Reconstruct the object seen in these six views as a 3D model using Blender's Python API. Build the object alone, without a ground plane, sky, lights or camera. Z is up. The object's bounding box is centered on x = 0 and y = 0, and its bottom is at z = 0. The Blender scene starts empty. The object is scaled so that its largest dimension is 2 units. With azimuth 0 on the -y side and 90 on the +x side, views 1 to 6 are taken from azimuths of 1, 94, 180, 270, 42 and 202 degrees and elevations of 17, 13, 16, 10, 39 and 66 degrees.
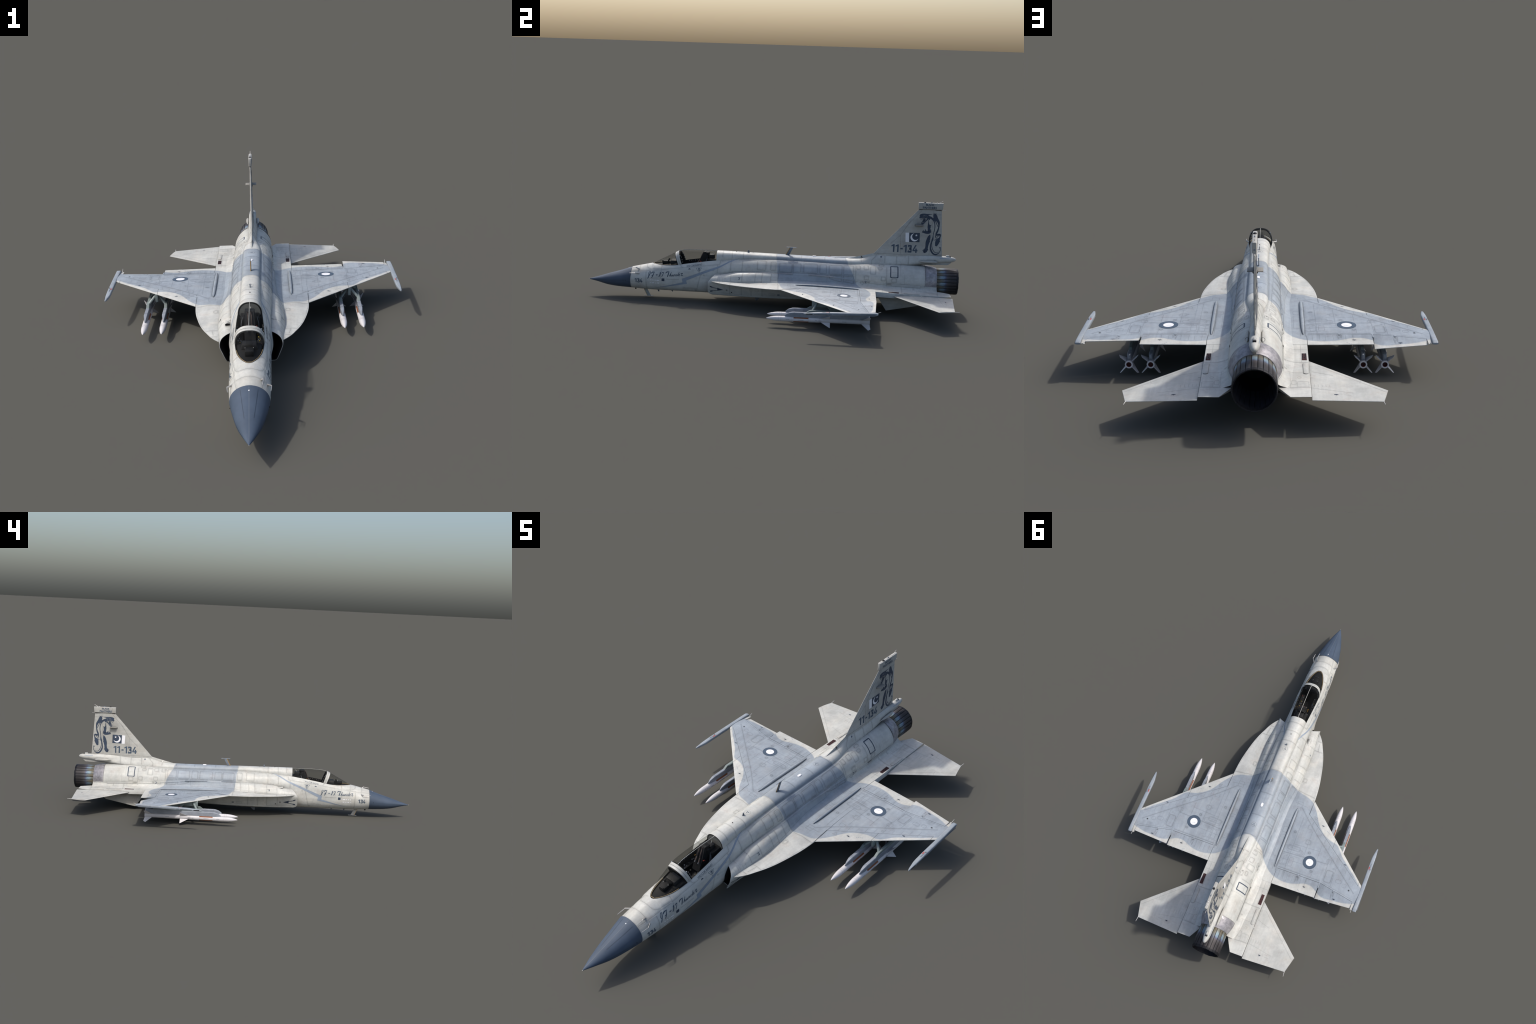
# A grey-and-white single-engine jet fighter: fuselage, blended wing, tail, stores and markings,
# built from profile tables, lofts and lathes.  Nose to -y, z up, metres.
import bpy, bmesh, math, random
import numpy as np
from mathutils import Vector
from mathutils.bvhtree import BVHTree

random.seed(7)
D = bpy.data
SCN = bpy.context.scene

# ----------------------------------------------------------------------------- materials
class NT:
    """small helper to write node trees as expressions"""
    def __init__(s, name):
        s.mat = D.materials.new(name); s.mat.use_nodes = True
        s.t = s.mat.node_tree; s.t.nodes.clear()
        s.out = s.t.nodes.new('ShaderNodeOutputMaterial')
    def n(s, kind, **kw):
        nd = s.t.nodes.new('ShaderNode' + kind)
        for k, v in kw.items(): setattr(nd, k, v)
        return nd
    def link(s, a, b): s.t.links.new(a, b)
    def put(s, sock, v):
        if hasattr(v, 'is_output'): s.link(v, sock)
        else: sock.default_value = v
    def math(s, op, a, b=0.0, c=0.0, clamp=False):
        nd = s.n('Math', operation=op, use_clamp=clamp)
        s.put(nd.inputs[0], a); s.put(nd.inputs[1], b); s.put(nd.inputs[2], c)
        return nd.outputs[0]
    def mix(s, f, a, b, blend='MIX'):
        nd = s.n('Mix', data_type='RGBA', blend_type=blend)
        s.put(nd.inputs[0], f)
        s.put(nd.inputs[6], a if hasattr(a, 'is_output') else (*a, 1))
        s.put(nd.inputs[7], b if hasattr(b, 'is_output') else (*b, 1))
        return nd.outputs[2]
    def ramp(s, f, a, b, lo=0.0, hi=1.0):
        nd = s.n('MapRange', interpolation_type='SMOOTHSTEP')
        for i, v in enumerate((f, a, b, lo, hi)): s.put(nd.inputs[i], v)
        return nd.outputs[0]
    def curve(s, f, pts):
        nd = s.n('FloatCurve'); s.put(nd.inputs[1], f)
        c = nd.mapping.curves[0]
        c.points[0].location = pts[0]; c.points[1].location = pts[-1]
        for p in pts[1:-1]: c.points.new(*p)
        nd.mapping.update()
        return nd.outputs[0]
    def coords(s, scale=(1, 1, 1)):
        tc = s.n('TexCoord'); mp = s.n('Mapping'); mp.inputs['Scale'].default_value = scale
        s.link(tc.outputs['Object'], mp.inputs[0]); return mp.outputs[0]
    def noise(s, scale, detail=4, rough=.55, stretch=(1, 1, 1)):
        nd = s.n('TexNoise'); s.link(s.coords(stretch), nd.inputs['Vector'])
        nd.inputs['Scale'].default_value = scale; nd.inputs['Detail'].default_value = detail
        nd.inputs['Roughness'].default_value = rough
        return nd.outputs['Fac']
    def bsdf(s, col, rough=.5, metal=0.0, spec=.35, bump=None, coat=0.0):
        p = s.n('BsdfPrincipled')
        s.put(p.inputs['Base Color'], col if hasattr(col, 'is_output') else (*col, 1))
        s.put(p.inputs['Roughness'], rough); s.put(p.inputs['Metallic'], metal)
        p.inputs['Specular IOR Level'].default_value = spec
        p.inputs['Coat Weight'].default_value = coat
        if bump is not None:
            b = s.n('Bump'); b.inputs['Strength'].default_value = .15; b.inputs['Distance'].default_value = .002
            s.link(bump, b.inputs['Height']); s.link(b.outputs[0], p.inputs['Normal'])
        s.link(p.outputs[0], s.out.inputs[0]); return p

WHITE = (.572, .578, .545); BLUE = (.328, .372, .416); NAVY = (.040, .058, .092)
# camouflage borders: y of the front edge over |x|, y of the rear edge over x
CAMO_FRONT = [(0, .030), (.036, .032), (.08, .040), (.12, .045), (.16, .057), (.19, .066), (.22, .082), (.25, .115),
              (.27, .146), (.29, .180), (.32, .214), (.355, .239), (.39, .250), (.414, .255), (.44, .281), (.46, .305),
              (.50, .342), (.585, .419), (.65, .48)]
CAMO_REAR = [(0, .399), (.036, .413), (.06, .4255), (.08, .441), (.09, .457), (.116, .485), (.15, .513), (.19, .528),
             (.23, .533), (.265, .529), (.297, .519), (.328, .507), (.362, .507), (.395, .523), (.43, .538), (.49, .536),
             (.532, .533), (.573, .524), (.65, .50)]

def paint(name, mult=1.0, white=WHITE, blue=BLUE, camo=True, rough=.46, streak=True):
    m = NT(name)
    tc = m.n('TexCoord'); sp = m.n('SeparateXYZ'); m.link(tc.outputs['Object'], sp.inputs[0])
    X, Y, Z = sp.outputs
    ax = m.math('ABSOLUTE', X)
    col = white
    if camo:
        u = m.math('DIVIDE', ax, .65)
        yf = m.curve(u, [(a / .65, b) for a, b in CAMO_FRONT])
        yr = m.curve(u, [(a / .65, b) for a, b in CAMO_REAR])
        wob = m.math('MULTIPLY', m.math('SUBTRACT', m.noise(9, 1), .5), .012)
        yy = m.math('ADD', Y, wob)
        k1 = m.ramp(m.math('SUBTRACT', yy, yf), -.0035, .0035)
        k2 = m.ramp(m.math('SUBTRACT', yr, Y), -.0035, .0035)
        ge = m.n('NewGeometry'); sn = m.n('SeparateXYZ'); m.link(ge.outputs['Normal'], sn.inputs[0])
        up = m.math('MAXIMUM', m.ramp(sn.outputs[2], .2, .4), m.ramp(Z, .117, .121))
        k = m.math('MULTIPLY', m.math('MULTIPLY', k1, k2), up)
        col = m.mix(k, white, blue)
    # weathering: blotches, fine grain, grime streaks running aft, warm tinge; plus painted corner shade
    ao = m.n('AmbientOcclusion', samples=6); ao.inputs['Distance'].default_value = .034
    ao_shade = m.ramp(m.math('ADD', ao.outputs['AO'], m.math('MULTIPLY', m.math('SUBTRACT', m.noise(45, 5, .65), .5), .35)), .28, .99, .42, 1.01)   # occlusion shade painted into the corners, broken up by noise
    big = m.math('MULTIPLY', ao_shade, m.math('MULTIPLY', m.ramp(m.noise(7, 6, .62), .30, .70, .82, 1.04), m.ramp(m.noise(26, 6, .7), .35, .68, .90, 1.03)))
    fine = m.ramp(m.noise(90, 3, .6), .25, .75, .965, 1.02)
    lines = m.ramp(m.noise(5, 5, .6, (14, 1.2, 14)), .3, .7, .93, 1.03)
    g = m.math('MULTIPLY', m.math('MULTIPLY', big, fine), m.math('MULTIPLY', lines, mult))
    if streak:   # oily streaks behind the flap hinge
        band = m.math('MULTIPLY', m.ramp(Y, .468, .478), m.ramp(Y, .545, .485))
        span = m.math('MULTIPLY', m.ramp(ax, .165, .175), m.ramp(ax, .60, .58))
        st = m.ramp(m.noise(22, 3, .6, (1, .03, .03)), .42, .66, 0.0, .20)
        g = m.math('MULTIPLY', g, m.math('SUBTRACT', 1.0, m.math('MULTIPLY', m.math('MULTIPLY', band, span), st)))
    tinge = m.ramp(m.noise(13, 6, .7), .42, .72, 0, .8)
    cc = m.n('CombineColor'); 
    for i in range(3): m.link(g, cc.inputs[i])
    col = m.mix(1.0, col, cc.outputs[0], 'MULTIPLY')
    spots = m.ramp(m.noise(24, 6, .72), .50, .70, 0, .75)
    col = m.mix(spots, col, m.mix(1.0, col, (.90, .845, .83), 'MULTIPLY'))
    col = m.mix(tinge, col, m.mix(1.0, col, (.95, .915, .87), 'MULTIPLY'))
    m.bsdf(col, m.ramp(m.noise(30, 4), .3, .7, rough - .05, rough + .08), 0, .35, bump=m.noise(60, 3))
    return m.mat

def plain(name, col, rough=.5, metal=0.0, var=.12, scale=40, spec=.35):
    m = NT(name)
    g = m.ramp(m.noise(scale, 4), .3, .7, 1 - var, 1 + var * .3)
    cc = m.n('CombineColor')
    for i in range(3): m.link(g, cc.inputs[i])
    m.bsdf(m.mix(1.0, col, cc.outputs[0], 'MULTIPLY'), rough, metal, spec)
    return m.mat

def glass_mat():
    """thin acrylic: clear in the middle, a little greyer where it is seen edge-on"""
    m = NT('tinted_glass')
    lw = m.n('LayerWeight'); lw.inputs[0].default_value = .35
    tint = m.mix(lw.outputs['Facing'], (.82, .82, .80), (.62, .63, .62))
    tr = m.n('BsdfTransparent'); m.link(tint, tr.inputs[0])
    gl = m.n('BsdfPrincipled'); gl.inputs['Base Color'].default_value = (.25, .26, .26, 1); gl.inputs['Roughness'].default_value = .35
    mx = m.n('MixShader'); m.link(m.math('MULTIPLY_ADD', lw.outputs['Facing'], .05, .004), mx.inputs[0])
    m.link(tr.outputs[0], mx.inputs[1]); m.link(gl.outputs[0], mx.inputs[2])
    m.link(mx.outputs[0], m.out.inputs[0]); return m.mat

def radome_mat():
    m = NT('radome_blue')
    g = m.ramp(m.noise(14, 5, .6), .3, .72, .88, 1.06)
    cc = m.n('CombineColor')
    for i in range(3): m.link(g, cc.inputs[i])
    m.bsdf(m.mix(1.0, (.059, .083, .122), cc.outputs[0], 'MULTIPLY'), .62, 0, .3, bump=m.noise(80, 2)); return m.mat

def petal_mat(name, hot):
    """heat-tinted steel: bluish/bronze bands near the front that fade to soot aft"""
    m = NT(name)
    tc = m.n('TexCoord'); sp = m.n('SeparateXYZ'); m.link(tc.outputs['Object'], sp.inputs[0])
    y = m.math('ADD', sp.outputs[1], m.math('MULTIPLY', m.math('SUBTRACT', m.noise(38, 4), .5), .03))
    t = m.ramp(y, .892, .965)
    r = m.n('ValToRGB'); e = r.color_ramp.elements
    if hot: cs = [(0, (.20, .20, .17)), (.12, (.30, .38, .42)), (.35, (.27, .38, .46)), (.55, (.14, .16, .26)), (.75, (.12, .11, .115)), (1, (.055, .05, .052))]
    else: cs = [(0, (.16, .14, .10)), (.15, (.20, .19, .15)), (.4, (.17, .18, .19)), (.6, (.10, .11, .15)), (.8, (.10, .095, .10)), (1, (.05, .047, .05))]
    e[0].position, e[0].color = cs[0][0], (*cs[0][1], 1); e[1].position, e[1].color = cs[-1][0], (*cs[-1][1], 1)
    for p, c in cs[1:-1]:
        q = e.new(p); q.color = (*c, 1)
    m.link(t, r.inputs[0])
    g = m.ramp(m.noise(60, 5, .65, (1, .3, 1)), .3, .7, .72, 1.1)
    cc = m.n('CombineColor')
    for i in range(3): m.link(g, cc.inputs[i])
    m.bsdf(m.mix(1.0, m.mix(1.0, r.outputs[0], (.78, .78, .78), "MULTIPLY"), cc.outputs[0], "MULTIPLY"), .55, .3, .3); return m.mat

def steel_mat():
    m = NT('raw_steel')
    g = m.ramp(m.noise(42, 6, .7), .3, .72, 0, 1)
    m.bsdf(m.mix(g, (.20, .195, .21), (.40, .385, .40)), m.ramp(m.noise(60, 3), .3, .7, .35, .6), .45, .4, bump=m.noise(60, 5)); return m.mat

M = {}
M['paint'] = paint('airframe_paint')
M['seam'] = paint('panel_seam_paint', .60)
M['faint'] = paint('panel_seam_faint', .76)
M['halo'] = paint('panel_seam_grime_shade', .90); M['halo2'] = paint('panel_edge_grime_shade', .955)  # grime along panel seams; also the painted crevice shade by spine and intakes
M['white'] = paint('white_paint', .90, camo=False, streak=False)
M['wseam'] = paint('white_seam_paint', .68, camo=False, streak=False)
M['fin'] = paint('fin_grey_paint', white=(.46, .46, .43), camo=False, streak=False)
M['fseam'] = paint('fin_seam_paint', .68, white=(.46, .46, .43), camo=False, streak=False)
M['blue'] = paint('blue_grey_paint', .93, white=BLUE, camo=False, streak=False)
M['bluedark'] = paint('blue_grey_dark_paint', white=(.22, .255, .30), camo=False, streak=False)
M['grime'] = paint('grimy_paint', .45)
M['radome'] = radome_mat()
M['rline'] = plain('radome_line', (.035, .05, .075), .5)
M['rpale'] = plain('radome_pale_line', (.115, .14, .175), .6)
M['navy'] = plain('navy_marking', NAVY, .55, var=.18)
M['slate'] = plain('slate_marking', (.060, .088, .128), .55)
M['stripe'] = plain('stripe_marking', (.27, .32, .385), .5, var=.1)
M['mwhite'] = plain('white_marking', (.80, .80, .82), .5, var=.05)
M['black'] = plain('black_rubber', (.012, .012, .014), .6)
M['dark'] = plain('cockpit_black', (.009, .009, .010), .6, var=.3)
M['panelgrey'] = plain('cockpit_grey', (.020, .020, .022), .55, var=.3)
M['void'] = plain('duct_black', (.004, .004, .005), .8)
M['lip'] = plain('lip_metal', (.42, .43, .43), .4)
M['steel'] = steel_mat()
M['hot'] = petal_mat('petal_blue_tint', True); M['dull'] = petal_mat('petal_bronze_tint', False)
M['soot'] = plain('soot', (.014, .014, .017), .55, .3)
M['inner'] = plain('nozzle_inner', (.022, .023, .03), .6, .2, var=.4, scale=25)
M['glass'] = glass_mat()
M['gold'] = plain('sealant_tan', (.62, .46, .26), .5)
M['brown'] = plain('brown_band', (.24, .085, .036), .55)
M['missile'] = plain('missile_white', (.60, .585, .592), .45, var=.06)
M['mseam'] = plain('missile_seam', (.46, .42, .42), .5)
M['rack'] = plain('rack_green_grey', (.20, .24, .235), .5, var=.15)
M['launch'] = plain('launcher_blue_grey', (.265, .29, .33), .5, var=.18, scale=30)
M['red'] = plain('red_marking', (.45, .08, .06), .5)
M['orange'] = plain('orange_marking', (.30, .17, .03), .5)
M['yellow'] = plain('yellow_marking', (.55, .42, .05), .5)
M['vent'] = plain('vent_maroon', (.11, .030, .028), .6)
M['strap'] = plain('harness_brown', (.10, .075, .07), .8)
M['hose'] = plain('hose_grey', (.16, .17, .19), .5)
M['plate'] = plain('sensor_plate', (.25, .24, .215), .55)
M['metal'] = plain('probe_metal', (.55, .54, .52), .35, .6)
M['wick'] = plain('wick_white', (.7, .69, .66), .5)

# ----------------------------------------------------------------------------- mesh helpers
ROOT = D.objects.new('fighter_jet', None); SCN.collection.objects.link(ROOT)
ROOT['label'] = 'single engine jet fighter, grey white camouflage, dark blue nose, underwing missiles'
ROOT['category'] = 'fighter aircraft'
SRC = {}          # name -> (verts, faces) for projecting markings

def link(ob, parent=None):
    SCN.collection.objects.link(ob); ob.parent = parent or ROOT; return ob

def mesh_ob(name, verts, faces, mat, parent=None, smooth=True, sharp=38, fix=True, merge=1e-5, key=None):
    bm = bmesh.new()
    vs = [bm.verts.new(tuple(map(float, v))) for v in verts]
    for f in faces:
        try: bm.faces.new([vs[i] for i in f])
        except ValueError: pass
    if merge: bmesh.ops.remove_doubles(bm, verts=bm.verts, dist=merge)
    bmesh.ops.dissolve_degenerate(bm, edges=bm.edges, dist=1e-7)
    if fix: bmesh.ops.recalc_face_normals(bm, faces=bm.faces)
    me = D.meshes.new(name); bm.to_mesh(me); bm.free()
    for p in me.polygons: p.use_smooth = smooth
    if smooth and sharp: me.set_sharp_from_angle(angle=math.radians(sharp))
    me.materials.append(mat)
    ob = D.objects.new(name, me); link(ob, parent)
    if key: 
        SRC.setdefault(key, []).append(([v.co.copy() for v in me.vertices], [tuple(p.vertices) for p in me.polygons]))
    return ob

def grid_faces(nu, nv, closed=False, flip=False, base=0):
    f = []
    for i in range(nu - 1):
        for j in range(nv if closed else nv - 1):
            a, b = base + i * nv + j, base + i * nv + (j + 1) % nv
            q = (a, b, b + nv, a + nv)
            f.append(q[::-1] if flip else q)
    return f

def loft(name, rings, mat, caps=(True, True), closed=True, **kw):
    n = len(rings[0]); v = [p for r in rings for p in r]
    f = grid_faces(len(rings), n, closed)
    if caps[0]: f.append(tuple(range(n - 1, -1, -1)))
    if caps[1]: f.append(tuple((len(rings) - 1) * n + i for i in range(n)))
    return mesh_ob(name, v, f, mat, **kw)

def lathe_data(prof, n=32, c=(0, 0, 0), a0=0.0):
    """profile of (y, r) turned about an axis along y through c"""
    rings = []
    for y, r in prof:
        rings.append([(c[0] + r * math.cos(a0 + 2 * math.pi * k / n), c[1] + y, c[2] + r * math.sin(a0 + 2 * math.pi * k / n)) for k in range(n)])
    return rings

def pchip(xs, ys):
    xs, ys = np.array(xs, float), np.array(ys, float)
    h = np.diff(xs); d = np.diff(ys) / h; m = np.zeros(len(xs)); m[0], m[-1] = d[0], d[-1]
    for i in range(1, len(xs) - 1):
        if d[i - 1] * d[i] > 0:
            w1, w2 = 2 * h[i] + h[i - 1], h[i] + 2 * h[i - 1]
            m[i] = (w1 + w2) / (w1 / d[i - 1] + w2 / d[i])
    def f(x):
        x = min(max(x, xs[0]), xs[-1]); i = min(max(int(np.searchsorted(xs, x)) - 1, 0), len(h) - 1)
        t = (x - xs[i]) / h[i]
        return float((2*t**3-3*t*t+1)*ys[i] + (t**3-2*t*t+t)*h[i]*m[i] + (-2*t**3+3*t*t)*ys[i+1] + (t**3-t*t)*h[i]*m[i+1])
    return f
def table(rows):
    """rows of (y, a, b, ...) -> function y -> [a, b, ...]"""
    fs = [pchip([r[0] for r in rows], [r[k] for r in rows]) for k in range(1, len(rows[0]))]
    return lambda y: [f(y) for f in fs]

def catmull(pts, n, closed=False):
    P = [np.array(p, float) for p in pts]
    if closed: P = [P[-1]] + P + [P[0], P[1]]
    else: P = [2 * P[0] - P[1]] + P + [2 * P[-1] - P[-2]]
    seg = len(P) - 3; out = []
    for k in range(n):
        t = k / (n if closed else n - 1) * seg; i = min(int(t), seg - 1); t -= i
        a, b, c, d = P[i:i + 4]
        out.append(.5 * (2*b + (c-a)*t + (2*a-5*b+4*c-d)*t*t + (3*b-a-3*c+d)*t**3))
    return out

def smooth(t): t = min(max(t, 0), 1); return t * t * (3 - 2 * t)
def sgnpow(c, e): return math.copysign(abs(c) ** e, c)
def mir(pts): return [(-p[0], p[1], p[2]) for p in pts]

def box(name, lo, hi, mat, bevel=.0, parent=None, taper=None, rot=None):
    bm = bmesh.new(); bmesh.ops.create_cube(bm, size=1)
    c = [(a + b) / 2 for a, b in zip(lo, hi)]; s = [b - a for a, b in zip(lo, hi)]
    for v in bm.verts:
        if taper and v.co.z > 0: v.co.x *= taper[0]; v.co.y *= taper[1]
        v.co = Vector((v.co.x * s[0], v.co.y * s[1], v.co.z * s[2]))
    if bevel: bmesh.ops.bevel(bm, geom=bm.edges[:], offset=bevel, segments=2, affect='EDGES', profile=.5)
    if rot: bmesh.ops.rotate(bm, verts=bm.verts, cent=(0, 0, 0), matrix=rot)
    for v in bm.verts: v.co += Vector(c)
    me = D.meshes.new(name); bm.to_mesh(me); bm.free()
    for p in me.polygons: p.use_smooth = True
    me.set_sharp_from_angle(angle=math.radians(35)); me.materials.append(mat)
    return link(D.objects.new(name, me), parent)

def rod(name, pts, radii, mat, n=10, parent=None, flat=1.0):
    """tube through points with a radius each"""
    rings = []
    P = [Vector(p) for p in pts]
    for i, p in enumerate(P):
        t = (P[min(i + 1, len(P) - 1)] - P[max(i - 1, 0)]).normalized()
        u = t.cross(Vector((0, 0, 1)) if abs(t.z) < .9 else Vector((1, 0, 0))).normalized(); w = u.cross(t)
        r = radii[i] if hasattr(radii, '__len__') else radii
        rings.append([tuple(p + u * (r * flat * math.cos(2 * math.pi * k / n)) + w * (r * math.sin(2 * math.pi * k / n))) for k in range(n)])
    return loft(name, rings, mat, parent=parent)

def slab(name, outline, thick, mat, parent=None, edge=.0008, key=None):
    """flat lens-shaped surface: outline of 3D corner points (planar polygon), thickness along its normal,
       thinned towards the rim so that edges are sharp like a control surface"""
    P = [Vector(p) for p in outline]
    nrm = Vector((0, 0, 0))
    for i in range(len(P)): nrm += P[i].cross(P[(i + 1) % len(P)])
    nrm.normalize(); c = sum(P, Vector()) / len(P)
    v, f = [], []
    n = len(P)
    for s in (1, -1):
        for p in P: v.append(p + nrm * (s * edge))
        for p in P:
            q = p + (c - p) * .30; v.append(q + nrm * (s * thick))
    for base, flip in ((0, False), (2 * n, True)):
        for i in range(n):
            a, b = base + i, base + (i + 1) % n
            q = (a, b, b + n, a + n); f.append(q[::-1] if flip else q)
        top = tuple(base + n + i for i in range(n)); f.append(top[::-1] if flip else top)
    for i in range(n): f.append((i, i + 2 * n, (i + 1) % n + 2 * n, (i + 1) % n))
    return mesh_ob(name, v, f, mat, parent=parent, sharp=30, key=key)

# ----------------------------------------------------------------------------- fuselage hull
# y, half width, height of widest point, keel z, lower exponent
HULL = table([(-.757, .0655, .106, .0467, 2.05), (-.70, .0683, .110, .0437, 2.2), (-.64, .0700, .113, .0425, 2.35),
              (-.57, .0708, .116, .042, 2.45), (-.50, .0715, .120, .0417, 2.55), (-.42, .0725, .126, .0412, 2.7),
              (-.35, .0735, .135, .041, 2.8), (-.292, .0745, .148, .0405, 2.9), (-.2, .0755, .165, .040, 3.0),
              (-.1, .079, .172, .0395, 3.0), (.02, .0833, .170, .039, 3.0), (.12, .085, .168, .0395, 3.0),
              (.3, .086, .165, .045, 2.8), (.5, .0866, .163, .057, 2.4), (.65, .0862, .162, .068, 2.1),
              (.8, .0850, .1605, .0765, 2.0), (.826, .0837, .1590, .0753, 2.0)])
# y, seam half width, seam z, slope (degrees) of the skin where it meets the seam
SILL = table([(-.757, 0, .1625, 0), (-.70, 0, .1757, 0), (-.6425, 0, .1882, 3), (-.640, .008, .1885, 5), (-.632, .016, .1892, 10),
              (-.62, .0237, .1890, 18), (-.604, .031, .1885, 24), (-.585, .037, .188, 31), (-.57, .0412, .188, 36),
              (-.55, .0448, .1893, 41), (-.528, .0475, .191, 46), (-.495, .0503, .1957, 50), (-.465, .0515, .202, 52),
              (-.42, .0508, .2095, 54), (-.35, .0478, .2203, 55), (-.292, .0442, .2278, 54), (-.23, .0397, .2335, 44),
              (-.15, .0372, .240, 31), (.02, .035, .246, 25), (.2, .037, .244, 26), (.4, .036, .2405, 25), (.5, .031, .2422, 22),
              (.56, .024, .2425, 17), (.7, .019, .2437, 13), (.79, .004, .2445, 3), (.80, 0, .2446, 0), (.826, 0, .2427, 0)])

def hull_half(y, nl=26, nu=26):
    w, zw, zb, ex = HULL(y); xs, zs, th = SILL(y); th = math.radians(th)
    pts = []
    for k in range(nl):
        t = k / nl * math.pi / 2
        pts.append((w * sgnpow(math.sin(t), 2 / ex), y, zw - (zw - zb) * sgnpow(math.cos(t), 2 / ex)))
    Mx, S = np.array((w, zw)), np.array((xs, zs)); L = np.linalg.norm(S - Mx)
    p1 = Mx + np.array((0, .46 * (zs - zw))); p2 = S + np.array((math.cos(th), -math.sin(th))) * .37 * L
    for k in range(nu + 1):
        t = k / nu; q = (1-t)**3*Mx + 3*t*(1-t)**2*p1 + 3*t*t*(1-t)*p2 + t**3*S
        pts.append((q[0], y, q[1]))
    # compression bump that swells ahead of each intake
    g = math.exp(-((y + .292) / .058) ** 2)
    return [(x + .0085 * g * math.exp(-((z - .113) / .034) ** 2) * min(x / .05, 1), y_, z) for x, y_, z in pts]

ys = sorted(set([round(v, 4) for v in list(np.linspace(-.757, -.65, 14)) + list(np.linspace(-.6425, -.60, 26)) +
                 list(np.linspace(-.59, -.292, 40)) + list(np.linspace(-.28, .56, 56)) + list(np.linspace(.575, .826, 22))]))
rings = [hull_half(y) + mir(hull_half(y))[::-1] for y in ys]
v = [p for r in rings for p in r]; n = len(rings[0])
f = grid_faces(len(rings), n, False)
hl = n // 2 - 1                           # the strip that joins the two sills; left open over the cockpit
f = [q for q in f if not (q[0] % n == hl and -.6415 < ys[q[0] // n] < -.293)]
for i in range(len(rings) - 1):           # close the keel line
    a = i * n; b = i * n + n - 1
    f.append((b, a, a + n, b + n))
hull = mesh_ob('fuselage', v, f, M['paint'], key='hull', sharp=45)

# radome: y, half width, top, bottom
RAD = table([(-.9985, .0004, .0827, .0819), (-.985, .0065, .0875, .0785), (-.97, .0125, .0920, .0755), (-.945, .0220, .1000, .0703),
             (-.915, .0320, .1098, .0623), (-.895, .0380, .1163, .0577), (-.8675, .0448, .1252, .0535), (-.848, .0490, .1310, .0512),
             (-.80, .0585, .1463, .0482), (-.78, .0622, .1535, .0473), (-.757, .0656, .1627, .0466)])
rr = []
for y in np.linspace(-.9985, -.757, 46):
    w, zt, zb = RAD(y); zw = zb + (zt - zb) * .512
    rr.append([(w * math.cos(a), y, zw + ((zt - zw) if math.sin(a) > 0 else (zw - zb)) * math.sin(a)) for a in np.linspace(0, 2 * math.pi, 72, endpoint=False)])
loft('radome', rr, M['radome'], key='radome', caps=(True, False))
rod('nose_tip', [(0, -.996, .0824), (0, -1.0000, .0822)], [.0012, .0007], M['metal'])

# ----------------------------------------------------------------------------- dorsal spine and tail boom
# y, half width, widest z, top, bottom, exponent
SP = table([(-.292, .0445, .2270, .2727, .20, 2.3), (-.23, .040, .2330, .2722, .21, 2.35), (-.15, .0376, .2393, .2708, .215, 2.4),
            (.02, .0354, .2455, .2680, .22, 2.3), (.2, .0372, .2435, .2650, .22, 2.3), (.36, .0372, .2405, .2632, .22, 2.3),
            (.42, .0375, .2408, .2632, .22, 2.2), (.47, .0345, .2415, .2660, .22, 1.8), (.545, .0240, .2425, .2850, .22, 1.25),
            (.60, .0195, .2430, .2965, .225, 1.15), (.66, .0190, .2450, .2985, .23, 1.2), (.74, .0200, .252, .2990, .235, 1.35),
            (.79, .0190, .262, .2990, .242, 1.6), (.85, .0175, .2745, .2985, .2535, 1.95), (.92, .0170, .2795, .2975, .262, 2.0),
            (.955, .0150, .2800, .2955, .2645, 2.0), (.975, .0105, .2805, .2915, .2690, 2.0), (.985, .0048, .2808, .2855, .2752, 2.0),
            (.9872, .0004, .2808, .2812, .2804, 2.0)])
rr = []
for y in list(np.linspace(-.292, .95, 120)) + list(np.linspace(.955, .9872, 16)):
    w, zw, zt, zb, ex = SP(y); r = []
    for a in np.linspace(0, 2 * math.pi, 64, endpoint=False):
        c, s = math.cos(a), math.sin(a)
        e = ex if s > 0 else 2.0
        r.append((w * sgnpow(c, 2 / e), y, zw + ((zt - zw) if s > 0 else (zw - zb)) * sgnpow(s, 2 / e)))
    rr.append(r)
loft('dorsal_spine', rr, M['paint'], key='spine', sharp=50)
bulk = [( .97 * p[0], -.2925, .001 + p[2] - .003 * (p[2] > .23)) for p in rr[0]]
mesh_ob('canopy_bulkhead', bulk + [(0, -.288, .235)], [(i, (i + 1) % 64, 64) for i in range(64)], M['dark'])

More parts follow.
